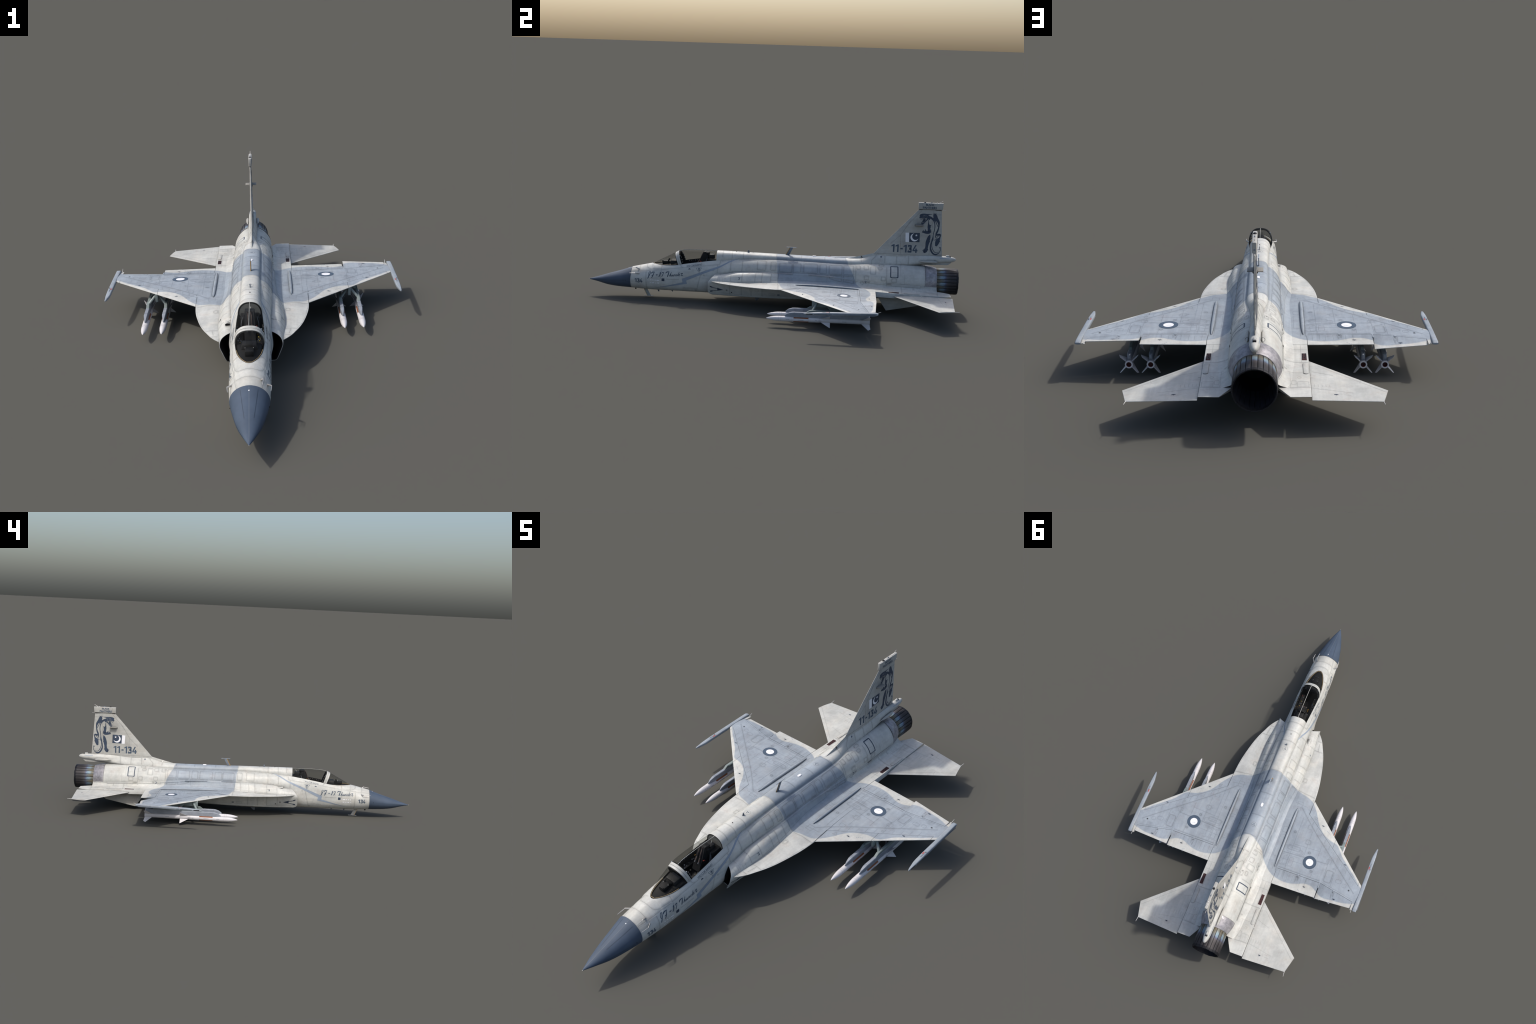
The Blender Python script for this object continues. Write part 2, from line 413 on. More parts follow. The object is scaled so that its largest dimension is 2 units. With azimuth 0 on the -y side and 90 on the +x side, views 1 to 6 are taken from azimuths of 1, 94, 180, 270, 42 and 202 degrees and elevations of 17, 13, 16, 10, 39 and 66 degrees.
# ventral strip of the boom, side pods, light
loft('boom_keel', [[(-.0055, y, z0), (.0055, y, z0), (.0055, y, z1), (-.0055, y, z1)] for y, z0, z1 in ((.78, .2435, .26), (.80, .2465, .262), (.946, .2508, .265), (.962, .2640, .268))], M['fin'])
for s in (1, -1):
    prof = [(0, .0006), (.012, .0030), (.03, .0058), (.05, .0072), (.080, .0078), (.083, .0072)]
    loft('sensor_pod', lathe_data(prof, 20, (s * .0235, .787, .2682)), M['fin'])
    loft('sensor_pod_dome', lathe_data([(.0, .0062), (.006, .0060), (.014, .0045), (.019, .0018), (.0205, .0003)], 20, (s * .0235, .868, .2682)), M['white'])
    loft('sensor_pod_gap', lathe_data([(-.0015, .0066), (.001, .0066)], 20, (s * .0235, .8690, .2682)), M['void'])
box('tail_light_fairing', (-.0062, .9300, .2945), (.0062, .9540, .3030), M['white'], .0018, taper=(.6, .6))
box('tail_light', (-.0055, .9510, .2940), (.0055, .9580, .2995), M['black'], .0015)

# ----------------------------------------------------------------------------- intakes / wing-body fairing
# control polygons A..I (x, z): body seam, shoulder, outer flank, wing plane, lower flank, chine, belly corner, belly
FAIR = table([
 (-.33,  .066, .160, .092, .152, .110, .139, .1155, .118, .105, .0880, .092, .0600, .080, .0468, .035, .0430),
 (-.28,  .068, .164, .096, .157, .1135, .1405, .1185, .120, .1065, .0880, .093, .0600, .081, .0460, .035, .0425),
 (-.23,  .0715, .1705, .100, .163, .1165, .1440, .1225, .122, .108, .0870, .095, .0590, .083, .0450, .035, .0415),
 (-.15,  .0750, .1800, .103, .1705, .1195, .1500, .1270, .124, .110, .0860, .097, .0580, .085, .0437, .035, .0408),
 (-.05,  .0800, .1845, .1035, .1735, .1180, .1525, .1290, .125, .112, .0850, .099, .0580, .087, .0430, .035, .0402),
 (.05,   .0820, .1860, .0985, .1715, .1125, .1515, .1330, .126, .114, .0850, .100, .0580, .088, .0432, .035, .0402),
 (.15,   .0815, .1875, .0920, .1690, .1045, .1480, .1380, .126, .116, .0880, .102, .0610, .088, .0450, .035, .0410),
 (.31,   .0842, .1830, .0890, .1670, .1010, .1460, .1400, .126, .118, .0950, .104, .0690, .089, .0510, .035, .0460),
 (.45,   .0855, .1680, .0885, .1560, .0995, .1405, .1370, .125, .122, .1000, .108, .0790, .090, .0610, .035, .0550),
 (.57,   .0852, .1560, .0885, .1465, .0990, .1355, .1350, .123, .120, .1010, .105, .0860, .090, .0720, .035, .0650),
 (.70,   .0848, .1500, .0872, .1420, .0970, .1315, .1320, .119, .115, .1010, .100, .0900, .085, .0790, .035, .0745),
 (.80,   .0838, .1460, .0865, .1385, .0960, .1285, .1250, .116, .112, .1040, .095, .0960, .080, .0870, .035, .0830),
 (.85,   .0770, .1450, .0800, .1370, .0900, .1280, .1180, .116, .105, .1060, .090, .0990, .075, .0920, .030, .0890),
 (.888,  .0620, .1430, .0655, .1350, .0770, .1255, .1050, .116, .095, .1080, .080, .1030, .065, .0980, .025, .0940)])
NF = 66
def fair_section(y):
    c = FAIR(y); P = [(c[2 * i], c[2 * i + 1]) for i in range(8)]
    P = [(.045, P[0][1] + .004)] + P + [(0.0, P[-1][1])]
    return catmull(P, NF)
lipz = pchip([.030, .0425, .047, .0525, .0558, .0726, .1179, .138, .156, .168, .20], [-.296, -.298, -.306, -.314, -.322, -.3281, -.3275, -.316, -.2971, -.2745, -.22])
fys = list(np.linspace(-.328, -.15, 24)) + list(np.linspace(-.14, .80, 60)) + list(np.linspace(.81, .888, 12))
rows = []
for y in fys:
    sec = fair_section(y); wgt = 1 - smooth((y + .328) / .16); row = []
    for x, z in sec:
        yy = y + (lipz(z) + .328) * wgt
        if y > .80:                      # stay outside the engine tube
            d = math.hypot(x, z - .160); rmin = .0815 - .0135 * smooth((y - .826) / .06)
            if d < rmin: x, z = x * rmin / d, .160 + (z - .160) * rmin / d
        row.append((x, yy, z))
    rows.append(row)
for s in (1, -1):
    R = [[(s * p[0], p[1], p[2]) for p in r] for r in rows]
    v = [p for r in R for p in r]; f = grid_faces(len(R), NF, False, flip=s < 0)
    mesh_ob('intake_fairing', v, f, M['paint'], key='fair', sharp=50, fix=False)
    # duct: rolled lip and dark inside
    inn = []
    for k, (dy, inset) in enumerate(((0, 0), (-.0009, .0008), (-.0002, .0018), (.0012, .0022), (.06, .007), (.16, .014))):
        row = []
        for j, (x, y, z) in enumerate(R[0]):
            a, b = np.array(R[0][max(j - 1, 0)]), np.array(R[0][min(j + 1, NF - 1)])
            t = b - a; nx, nz = t[2], -t[0]
            if nx * s > 0 and x * s > .09: pass
            c = np.array((s * .070, .105)); d = c - np.array((x, z)); d /= np.linalg.norm(d)
            row.append((x + d[0] * inset, y + dy, z + d[1] * inset))
        inn.append(row)
    vl = [p for r in inn[:4] for p in r]
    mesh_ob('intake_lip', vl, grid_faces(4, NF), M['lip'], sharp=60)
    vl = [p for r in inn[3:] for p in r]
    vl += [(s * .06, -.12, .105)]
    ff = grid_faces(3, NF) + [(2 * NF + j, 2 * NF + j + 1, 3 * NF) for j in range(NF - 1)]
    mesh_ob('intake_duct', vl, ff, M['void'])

# ----------------------------------------------------------------------------- wings
LERX = pchip([.095, .112, .1235, .1487, .1655, .1763, .1942, .2053, .215, .2195, .2245, .2272], [-.328, -.315, -.302, -.2645, -.2265, -.2016, -.1486, -.1018, -.052, -.0251, .022, .0700])
def LE(x): return .0705 + .936 * (x - .2285)
def TE(x): return .5605 - .018 * (x - .17) if x < .4 else .5565 - .066 * (x - .4)
ZC = .1287
def foil(f): f = min(max(f, 0), 1); return math.sin(math.pi * f ** .75)
def outer_t(x, y):
    xx = max(x, .2272); f = (y - LE(xx)) / (TE(xx) - LE(xx))
    return foil(f) * (.0125 + (.0048 - .0125) * (xx - .2272) / .36)
def wing_z(x, y):
    h = outer_t(x, y); e = .0009
    if x < .2272:
        hin = .0095 * foil((y + .10) / .66); k = smooth((x - .165) / .0622)
        h = hin + (h - hin) * k
        d = max(y - LERX(x), 0); e += .0013 * min(d / .05, 1) * (1 - smooth((y - .1) / .4))
    return ZC + h + e, ZC - .62 * h - e

def panel(name, x0, x1, front, rear, s, mat, nx=24, ny=26, xs=None, parent=None, hinge=None, ang=0.0, key=None):
    """closed piece of the wing between two chordwise border functions; may be rotated about its hinge"""
    xs = xs or list(np.linspace(x0, x1, nx)); nx = len(xs)
    top, bot = [], []
    for x in xs:
        a, b = front(x), rear(x)
        for j in range(ny):
            t = j / (ny - 1); t = .5 - .5 * math.cos(math.pi * t); y = a + (b - a) * t
            zu, zl = wing_z(x, y)
            if ang:
                h = hinge(x); dy = y - h; ca, sa = math.cos(ang), math.sin(ang)
                y2, zu, zl = h + dy * ca, zu + dy * sa, zl + dy * sa
            else: y2 = y
            top.append((s * x, y2, zu)); bot.append((s * x, y2, zl))
    v = top + bot; o = nx * ny
    f = grid_faces(nx, ny, False) + grid_faces(nx, ny, False, True, o)
    for i in range(nx - 1):
        f.append((i * ny, (i + 1) * ny, o + (i + 1) * ny, o + i * ny))
        f.append(((i + 1) * ny + ny - 1, i * ny + ny - 1, o + i * ny + ny - 1, o + (i + 1) * ny + ny - 1))
    for j in range(ny - 1):
        f.append((j + 1, j, o + j, o + j + 1)); k = (nx - 1) * ny
        f.append((k + j, k + j + 1, o + k + j + 1, o + k + j))
    return mesh_ob(name, v, f, mat, sharp=35, parent=parent, key=key)

def hingeLE(x): return .1510 + .7695 * (x - .2272)
def hingeF(x): return .4758
def hingeA(x): return .4750 + .198 * (x - .400)
G = .0011
for s in (1, -1):
    xin = [.1175 + (.2272 - .1175) * math.sin(t) for t in np.linspace(0, math.pi / 2, 34)]
    xin = sorted(set(list(np.round(xin, 5)) + [.1705, .1712]))
    wing = panel('wing', 0, 0, LERX, lambda x: .5605 if x <= .1708 else hingeF(x), s, M['paint'], xs=xin, ny=60, key='wing')
    xo = sorted(set(list(np.linspace(.2272, .6015, 44)) + [.3985, .4000, .5832, .5845]))
    panel('wing_panel', 0, 0, lambda x: hingeLE(x) if x < .5838 else LE(x), lambda x: hingeF(x) if x < .3993 else (hingeA(x) if x < .5838 else .5535 - .3 * (x - .584)), s, M['paint'], xs=xo, ny=40, parent=wing, key='wing')
    panel('leading_edge_flap', .2272 + G, .4005 - G, LE, lambda x: hingeLE(x) - G, s, M['paint'], 20, 16, parent=wing, key='wing')
    panel('leading_edge_flap', .4005, .5838 - G, LE, lambda x: hingeLE(x) - G, s, M['paint'], 20, 16, parent=wing, key='wing')
    panel('flap', .1712 + G, .3985 - G, lambda x: hingeF(x) + G, TE, s, M['paint'], 20, 14, parent=wing, key='wing')
    panel('aileron', .4000 + G, .5835 - G, lambda x: hingeA(x) + G, TE, s, M['paint'], 18, 14, parent=wing, hinge=hingeA, ang=math.radians(9.5 if s > 0 else -12.5), key='wing')
    # spindle-shaped fairing along the wing root
    prof = [(.140, .0004), (.150, .0028), (.165, .0046), (.19, .0060), (.25, .0066), (.38, .0064), (.42, .0056), (.455, .0036), (.470, .0020), (.477, .0004)]
    yy = np.linspace(.140, .477, 40); pr = pchip([p[0] for p in prof], [p[1] for p in prof])
    rr = []
    for y in yy:
        r = pr(y); zc = wing_z(.1595, y)[0] + .0025
        rr.append([(s * .1595 + r * math.cos(a), y, zc + r * math.sin(a)) for a in np.linspace(0, 2 * math.pi, 20, endpoint=False)])
    loft('wing_fairing', rr, M['blue'], parent=wing)
    # hinge knuckles on flap and aileron
    for x, h in ((.2842, .4745), (.4768, .4890)):
        box('hinge_knuckle', (s * x - .005, h - .006, wing_z(x, h)[0] - .003), (s * x + .005, h + .004, wing_z(x, h)[0] + .0012), M['blue'], .0008, parent=wing)
    box('flap_divider', (s * .3995 - .0022, .474, ZC - .001), (s * .3995 + .0022, .505, wing_z(.3995, .474)[0] + .0004), M['blue'], .0006, parent=wing)
    rod('static_wick', [(s * .5905, .547, .1305), (s * .5915, .5690, .1395)], [.0011, .0005], M['wick'], 6, parent=wing)
    # wing-tip launch rail
    ax = .6125
    RT = table([(.1990, .6150, .0010, .1185, .0020), (.205, .6145, .0035, .1190, .0040), (.225, .6130, .0060, .1198, .0058), (.258, .6110, .0092, .1213, .0072),
                (.30, .6105, .0098, .1235, .0075), (.45, .6090, .0098, .1280, .0077), (.535, .6068, .0098, .1312, .0080), (.549, .6065, .0096, .1316, .0066), (.5555, .6063, .0090, .1316, .0030)])
    rr = []
    for y in np.linspace(.1990, .5555, 44):
        xc, w, zc, h = RT(y)
        rr.append([(s * (xc + w * sgnpow(math.cos(a), .45)), y, zc + h * sgnpow(math.sin(a), .55)) for a in np.linspace(0, 2 * math.pi, 28, endpoint=False)])
    rail = loft('launch_rail', rr, M['blue'], sharp=40, key='rail')
    for y0, y1, z0, z1, m in ((.2121, .2435, .1195, .1235, 'black'), (.25, .315, .1212, .1222, 'black'), (.32, .335, .122, .1262, 'bluedark'), (.34, .54, .1242, .1268, 'bluedark'), (.47, .545, .1302, .1322, 'bluedark')):
        xo_ = RT((y0 + y1) / 2)[0] + RT((y0 + y1) / 2)[1]
        box('rail_slot', (s * xo_ - .0010, y0, z0), (s * xo_ + .0010, y1, z1), M[m], parent=rail)
    rod('rail_pin', [(s * .6140, .3229, .128), (s * .6140, .3229, .1372)], [.0012, .0010], M['black'], 8, parent=rail)
    box('rail_slit', (s * .6105 - .0012, .29, .1308), (s * .6105 + .0012, .332, .13185 + .0002), M['bluedark'], parent=rail)
    box('rail_red_mark', (s * .6065 - .002, .308, .1311), (s * .6065 + .0025, .330, .1318), M['red'], parent=rail)

# ----------------------------------------------------------------------------- aft shelf, tailplanes, ventral fins
for s in (1, -1):
    st = [(.545, .1298, .1000), (.60, .1270, .0990), (.667, .1245, .0975), (.75, .1220, .0995), (.82, .1204, .1050), (.88, .1192, .1095), (.915, .1186, .1128), (.9525, .1180, .1166)]
    T = table(st); rr = []
    for y in list(np.linspace(.545, .876, 26)) + list(np.linspace(.880, .9525, 10)):
        zt, zb = T(y); xi = .062 if y < .878 else .0655 + (y - .878) * .555; xo = .1708
        rr.append([(s * xi, y, zb), (s * (xi + .3 * (xo - xi)), y, zb), (s * (xo - .001), y, zb + .0004), (s * xo, y, zb + .0012), (s * xo, y, zt - .0012), (s * (xo - .001), y, zt), (s * (xi + .3 * (xo - xi)), y, zt), (s * xi, y, zt)])
    shelf = loft('tail_shelf', rr, M['paint'], key='shelf', sharp=40)
    # grille and raised access cover on the shelf
    box('flare_vent', (s * .1571 - .0076, .6292, T(.655)[0] - .002), (s * .1571 + .0076, .6834, T(.655)[0] + .0010), M['vent'], parent=shelf)
    for i in range(3):
        for j in range(8):
            x = s * .1571 - .0050 + i * .0050; y = .6330 + j * .0066
            z = T(.655)[0] + .0010
            box('flare_cell', (x - .0018, y - .0024, z - .0005), (x + .0018, y + .0024, z + .0006), M['black' if (i + j) % 3 else 'void'], parent=shelf)
    cov = []
    for k in range(40):
        a = 2 * math.pi * k / 40; cx, cy = .0078 * math.cos(a), .0078 * math.sin(a) + (.0335 if math.sin(a) > 0 else -.0335)
        cov.append((s * (.1588 + cx), .7490 + cy))
    v = [(x, y, T(y)[0] - .003) for x, y in cov] + [(x, y, T(y)[0] + .0022) for x, y in cov]
    v += [(s * .1588 + (x - s * .1588) * .82, .749 + (y - .749) * .965, T(y)[0] + .0030) for x, y in cov]
    ff = grid_faces(3, 40, True) + [tuple(range(80, 120))]
    mesh_ob('shelf_cover', v, ff, M['white'], parent=shelf, sharp=30)
    # tailplane with a thin lens section
    root = [(s * .1722, .6560, .1085), (s * .4092, .8672, .0995)]
    tipe = [(s * .3882, .9468, .0995), (s * .1722, .9600, .1100)]
    v, f = [], []; nx, ny = 12, 14
    for side in (1, -1):
        for i in range(nx):
            u = i / (nx - 1)
            a = np.array(root[0]) * (1 - u) + np.array(root[1]) * u; b = np.array(tipe[1]) * (1 - u) + np.array(tipe[0]) * u
            for j in range(ny):
                t = .5 - .5 * math.cos(math.pi * j / (ny - 1)); p = a * (1 - t) + b * t
                h = .0007 + (.0050 - .0030 * u) * math.sin(math.pi * t ** .8)
                v.append((p[0], p[1], p[2] + side * h))
    o = nx * ny; f = grid_faces(nx, ny) + grid_faces(nx, ny, False, True, o)
    for i in range(nx - 1):
        f.append((i * ny, (i + 1) * ny, o + (i + 1) * ny, o + i * ny)); f.append((i * ny + ny - 1, (i + 1) * ny + ny - 1, o + (i + 1) * ny + ny - 1, o + i * ny + ny - 1))
    for j in range(ny - 1):
        f.append((j, j + 1, o + j + 1, o + j)); k = (nx - 1) * ny; f.append((k + j, k + j + 1, o + k + j + 1, o + k + j))
    stab = mesh_ob('tailplane', v, f, M['white'], sharp=35, key='stab')
    rod('static_wick', [(s * .387, .944, .0998), (s * .3895, .9700, .1015)], [.0011, .0005], M['wick'], 6, parent=stab)
    rod('tailplane_pivot', [(s * .165, .80, .112), (s * .180, .80, .1095)], .006, M['white'], 12, parent=stab)
    slab('ventral_fin', [(s * .112, .566, .103), (s * .123, .6235, .0170), (s * .123, .800, .0530), (s * .112, .862, .106)], .0032, M['fin'])

# ----------------------------------------------------------------------------- fin
def fin_z(y0, z0, y1, z1):
    return lambda z: y0 + (y1 - y0) * (z - z0) / (z1 - z0)
le, te = fin_z(.5497, .2975, .7735, .5435), fin_z(.9112, .2985, .8940, .5445)
v, nz, ny = [], 30, 26
for i in range(nz):
    z = .280 + (.5445 - .280) * i / (nz - 1); a, b = le(z), te(z); tk = .0062 + (.0036 - .0062) * (z - .28) / .265
    row = []
    for j in range(ny):
        t = .5 - .5 * math.cos(math.pi * j / (ny - 1))
        row.append((.0006 + tk * math.sin(math.pi * t ** .8), a + (b - a) * t, z))
    v += row + mir(row)[::-1]
n = 2 * ny
f = grid_faces(nz, n, True) + [tuple(range(n)), tuple((nz - 1) * n + i for i in range(n))]
fin = mesh_ob('tail_fin', v, f, M['fin'], sharp=35, key='fin')
# root fillet running forward onto the spine
rr = []
for y in np.linspace(.408, .66, 28):
    zt = .2625 + (.2975 - .2625) * min(max((y - .408) / (.5497 - .408), 0), 1) ** 1.08
    w = .0012 + .0085 * smooth((y - .40) / .22); zb = .252
    r = []
    for a in np.linspace(0, math.pi, 11):
        q = math.sin(a)
        r.append((math.cos(a) * (w * (1 - .82 * q) + .0004), y, zb + (zt - zb) * q ** .85))
    rr.append(r)
loft('fin_root_fillet', rr, M['paint'], parent=fin, key='spine')
# antenna cap on top
rr = []
prof = [(.7705, .0030, 0), (.7715, .0058, 0), (.774, .0071, 0), (.785, .0073, 0), (.88, .0073, 0), (.8945, .0068, 0), (.8985, .0050, 1)]
for y, w, k in prof:
    yb, yt = y, y + (.0022 if y > .86 else 0) * (1)
    z0, z1 = .5468, .5822 - .0012 * (y - .77) / .13
    r = []
    for cx, cz in ((-1, 0), (1, 0), (1, 1), (-1, 1)):
        for k2 in range(4):
            a = math.pi / 2 * k2 / 3 + {(-1, 0): math.pi, (1, 0): 1.5 * math.pi, (1, 1): 0, (-1, 1): math.pi / 2}[(cx, cz)]
            rad = min(.0022, w * .6)
            r.append((cx * (w - rad) + rad * math.cos(a), yb if cz == 0 else yt, (z0 + rad if cz == 0 else z1 - rad) + rad * math.sin(a)))
    rr.append(r)
cap = loft('fin_cap', rr, M['fin'], parent=fin, sharp=40, key='cap')
box('fin_cap_gap', (-.0030, .776, .5430), (.0030, .8925, .5470), M['dark'], parent=fin)
loft('cap_lamp', [[(r * math.cos(a), .8035 + r * math.sin(a), z) for a in np.linspace(0, 2 * math.pi, 20, endpoint=False)] for z, r in ((.578, .0058), (.5835, .0056), (.5855, .004), (.5865, .0012))], M['black'], parent=fin)
slab('cap_blade', [(0, .830, .580), (0, .842, .580), (0, .8415, .5862), (0, .838, .5862)], .0012, M['bluedark'], parent=fin)
box('cap_stud', (-.002, .8655, .578), (.002, .8705, .5835), M['wick'], .0008, parent=fin)
rod('static_wick', [(0, .875, .580), (0, .8995, .5945)], [.0010, .0005], M['wick'], 6, parent=fin)
rod('static_wick', [(0, .891, .5462), (0, .9135, .5448)], [.0010, .0005], M['wick'], 6, parent=fin)
box('cap_nub', (-.003, .896, .556), (.003, .8995, .562), M['bluedark'], .001, parent=fin)
for s in (1, -1):
    box('sensor_plate', (min(s * .003, s * .0248), .7600, .4612), (max(s * .003, s * .0248), .8020, .4638), M['plate'], .0005, parent=fin)
    box('sensor_plate_root', (min(s * .002, s * .0085), .757, .4545), (max(s * .002, s * .0085), .800, .4665), M['grime'], .003, parent=fin)

# ----------------------------------------------------------------------------- engine collar and nozzle
ZN = .1612
loft('nozzle_collar', [[(x, y, z + (y - .825) * .04) for x, y, z in r] for r in lathe_data([(.825, .0836), (.835, .0826), (.845, .0808), (.856, .0783), (.868, .0747), (.879, .0708), (.8865, .0680), (.8868, .058)], 72, (0, 0, .1590))], M['steel'], caps=(False, False), key='collar')
NP = 24
loft('nozzle_core', lathe_data([(.884, .0655), (.992, .0660)], 72, (0, 0, ZN - .0012)), M['soot'], caps=(False, False))
def petal_mesh(name, half, mat):
    v = []; nu, nv = 12, 7
    for side, dr in ((1, 0), (-1, -.0035)):
        for i in range(nu):
            t = i / (nu - 1); y = .886 + .104 * t; r = .0668 + .0020 * math.sin(math.pi * min(t * 1.3, 1) * .5) + dr
            for j in range(nv):
                q = -1 + 2 * j / (nv - 1); a = half * q * (1 - .03 * t)
                rr_ = r + .0006 * (1 - q * q)
                v.append((rr_ * math.sin(a), y, rr_ * math.cos(a)))
    o = nu * nv; f = grid_faces(nu, nv) + grid_faces(nu, nv, False, True, o)
    for i in range(nu - 1):
        f.append((i * nv, (i + 1) * nv, o + (i + 1) * nv, o + i * nv)); f.append((i * nv + nv - 1, (i + 1) * nv + nv - 1, o + (i + 1) * nv + nv - 1, o + i * nv + nv - 1))
    for j in range(nv - 1):
        f.append((j, j + 1, o + j + 1, o + j)); k = (nu - 1) * nv; f.append((k + j, k + j + 1, o + k + j + 1, o + k + j))
    ob = mesh_ob(name, v, f, mat, sharp=40); return ob
step = 2 * math.pi / NP
nozzle = D.objects.new('nozzle', None); link(nozzle)
protos = [petal_mesh('nozzle_petal', step * .455, M['hot']), petal_mesh('nozzle_petal', step * .40, M['dull'])]
for k in range(NP):
    ob = protos[k % 2] if k < 2 else protos[k % 2].copy()
    if k >= 2: SCN.collection.objects.link(ob)
    ob.parent = nozzle; ob.location = (0, 0, ZN - .0012); ob.rotation_euler = (0, k * step, 0)
# sooty rim of overlapping segments
v, f = [], []
for k in range(NP):
    for (a0, a1, dr, dy) in ((-.47, .47, 0.0, random.uniform(-.0008, .0010)),):
        b = len(v)
        for y, r in ((.9885, .0694), (.9985 + dy, .0688), (1.0010 + dy, .0676), (1.0005 + dy, .0640), (.9885, .0625)):
            for a in np.linspace(a0, a1, 5):
                t = (k + a) * step; v.append((r * math.sin(t), y, ZN - .0014 + r * math.cos(t)))
        f += grid_faces(5, 5, False, base=b)
        f += [tuple(b + 5 * i for i in range(5)), tuple(b + 5 * i + 4 for i in range(4, -1, -1))]
mesh_ob('nozzle_rim', v, f, M['soot'], parent=nozzle, sharp=30)['kind'] = 'stuff'
# inner flaps
v, f = [], []
for k in range(NP):
    b = len(v)
    for y, r in ((.9990, .0655), (.97, .0640), (.93, .0600), (.885, .0540)):
        for a, dr in ((-.48, .0018), (-.40, 0), (0, 0), (.40, 0), (.48, .0018)):
            t = (k + .5 + a) * step; v.append(((r + dr) * math.sin(t), y, ZN - .0014 + (r + dr) * math.cos(t)))
    f += grid_faces(4, 5, False, True, b)
mesh_ob('nozzle_flaps', v, f, M['inner'], parent=nozzle, sharp=25, fix=False)['kind'] = 'stuff'
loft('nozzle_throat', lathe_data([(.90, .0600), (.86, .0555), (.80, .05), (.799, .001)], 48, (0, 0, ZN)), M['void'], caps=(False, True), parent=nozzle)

# ----------------------------------------------------------------------------- cockpit
def arch(foot, top, n, k=33, off=0.0):
    """half-superellipse from +x foot over the top to -x foot; y leans from foot to top"""
    (xf, yf, zf), (yt, zt) = foot, top; out = []
    for a in np.linspace(0, math.pi, k):
        c, s = math.cos(a), math.sin(a); q = abs(s) ** (2 / n)
        out.append(((xf + off) * sgnpow(c, 2 / n), yf + (yt - yf) * q, zf + (zt + off - zf) * q))
    return out
ctop = pchip([-.5005, -.4767, -.45, -.43, -.37, -.292], [.2622, .2690, .2718, .2726, .2735, .2722])
def sill(y): a = SILL(y); return a[0], a[1]
ws = []
for u in np.linspace(0.03, 1, 26):
    yf = -.6420 + u * (.6420 - .4960); yt = -.6420 + u * (.6420 - .5175)
    xs_, zs_ = sill(yf); zt = .1885 + (.2535 - .1885) * ((yt + .642) / .1245)
    zt = max(zt, zs_ + .001)
    ws.append(arch((xs_ - .0006, yf, zs_ - .001), (yt, zt), 2.2 + .3 * u))
v = [p for r in ws for p in r]
mesh_ob('windscreen', v, grid_faces(len(ws), 33), M['glass'], sharp=0)
cn = []
for u in np.linspace(0, 1, 30):
    yf = -.4775 + u * (.4775 - .292); yt = -.5005 + u * (.5005 - .292)
    xs_, zs_ = sill(yf)
    cn.append(arch((xs_ - .0006, yf, zs_ - .001), (yt, ctop(yt)), 2.5 - .2 * u))
mesh_ob('canopy', [p for r in cn for p in r], grid_faces(len(cn), 33), M['glass'], sharp=0)
# bow frame
fa = arch((.0500, -.4965, .1935), (-.5185, .2526), 2.5, 41, .0010); fm = arch((.0512, -.4872, .1955), (-.5095, .2576), 2.5, 41, .0004)
fb = arch((.0516, -.4780, .1985), (-.5000, .2624), 2.5, 41, .0010)
fa2 = [(p[0] * .93, p[1] + .001, p[2] - .0035) for p in fa]; fb2 = [(p[0] * .93, p[1] - .001, p[2] - .0035) for p in fb]
fm1 = arch((.0510, -.4885, .1950), (-.5107, .2570), 2.5, 41, .0010); fm3 = arch((.0514, -.4860, .1962), (-.5083, .2582), 2.5, 41, .0010)
bow = mesh_ob('canopy_bow', [p for r in (fa2, fa, fm1, fm, fm3, fb, fb2) for p in r], grid_faces(7, 41), M['white'], sharp=30)
rod('bow_groove', [(p[0] * 1.004, p[1], p[2] + .0006) for p in fm], .0006, M['wseam'], 6, parent=bow)
mesh_ob('canopy_bow_lining', [p for r in ([(q[0] * .925, q[1] - .002, q[2] - .0042) for q in fa], [(q[0] * .92, q[1] + .006, q[2] - .0052) for q in fb], [(q[0] * .955, q[1] + .0065, q[2] - .002) for q in fb]) for p in r], grid_faces(3, 41), M['dark'], parent=bow)
for s in (1, -1):
    for k in range(3):
        box('bow_latch', (s * (.047 - .002 * k) - .0013, -.4755 - .004 * k, .206 + .013 * k), (s * (.047 - .002 * k) + .0013, -.4725 - .004 * k, .213 + .013 * k), M['hose'], .0005, parent=bow)
    box('bow_mirror', (s * .0405 - .004, -.492, .238), (s * .0405 + .004, -.489, .247), M['blue'], .001, parent=bow)
box('bow_mirror', (-.006, -.499, .2555), (.006, -.4965, .2600), M['blue'], .0008, parent=bow)
# detonating cord along the crest, windscreen sealant
rod('canopy_cord', [(0, y, ctop(y) - .0012) for y in np.linspace(-.497, -.293, 24)], .0010, M['wick'], 6)
rod('canopy_strut', [(0.004, -.312, .262), (.004, -.322, .242)], .0012, M['wick'], 6)
for k, (dx, m, r) in enumerate(((.0022, 'gold', .0010),)):
    pts = []
    for y in list(np.linspace(-.540, -.6375, 40)):
        a, z = sill(y); pts.append((max(a - dx, .0004), y + .001, z + .0002))
    pts = pts + [(-p[0], p[1], p[2]) for p in pts[::-1]]
    rod('windscreen_sealant', pts, r, M[m], 6)
pts = []
for y in list(np.linspace(-.497, -.6415, 50)):
    a, z = sill(y); pts.append((a - .0002, y, z + .0002))
rod('windscreen_gasket', pts + [(-p[0], p[1], p[2]) for p in pts[::-1]], .0009, M['black'], 6)
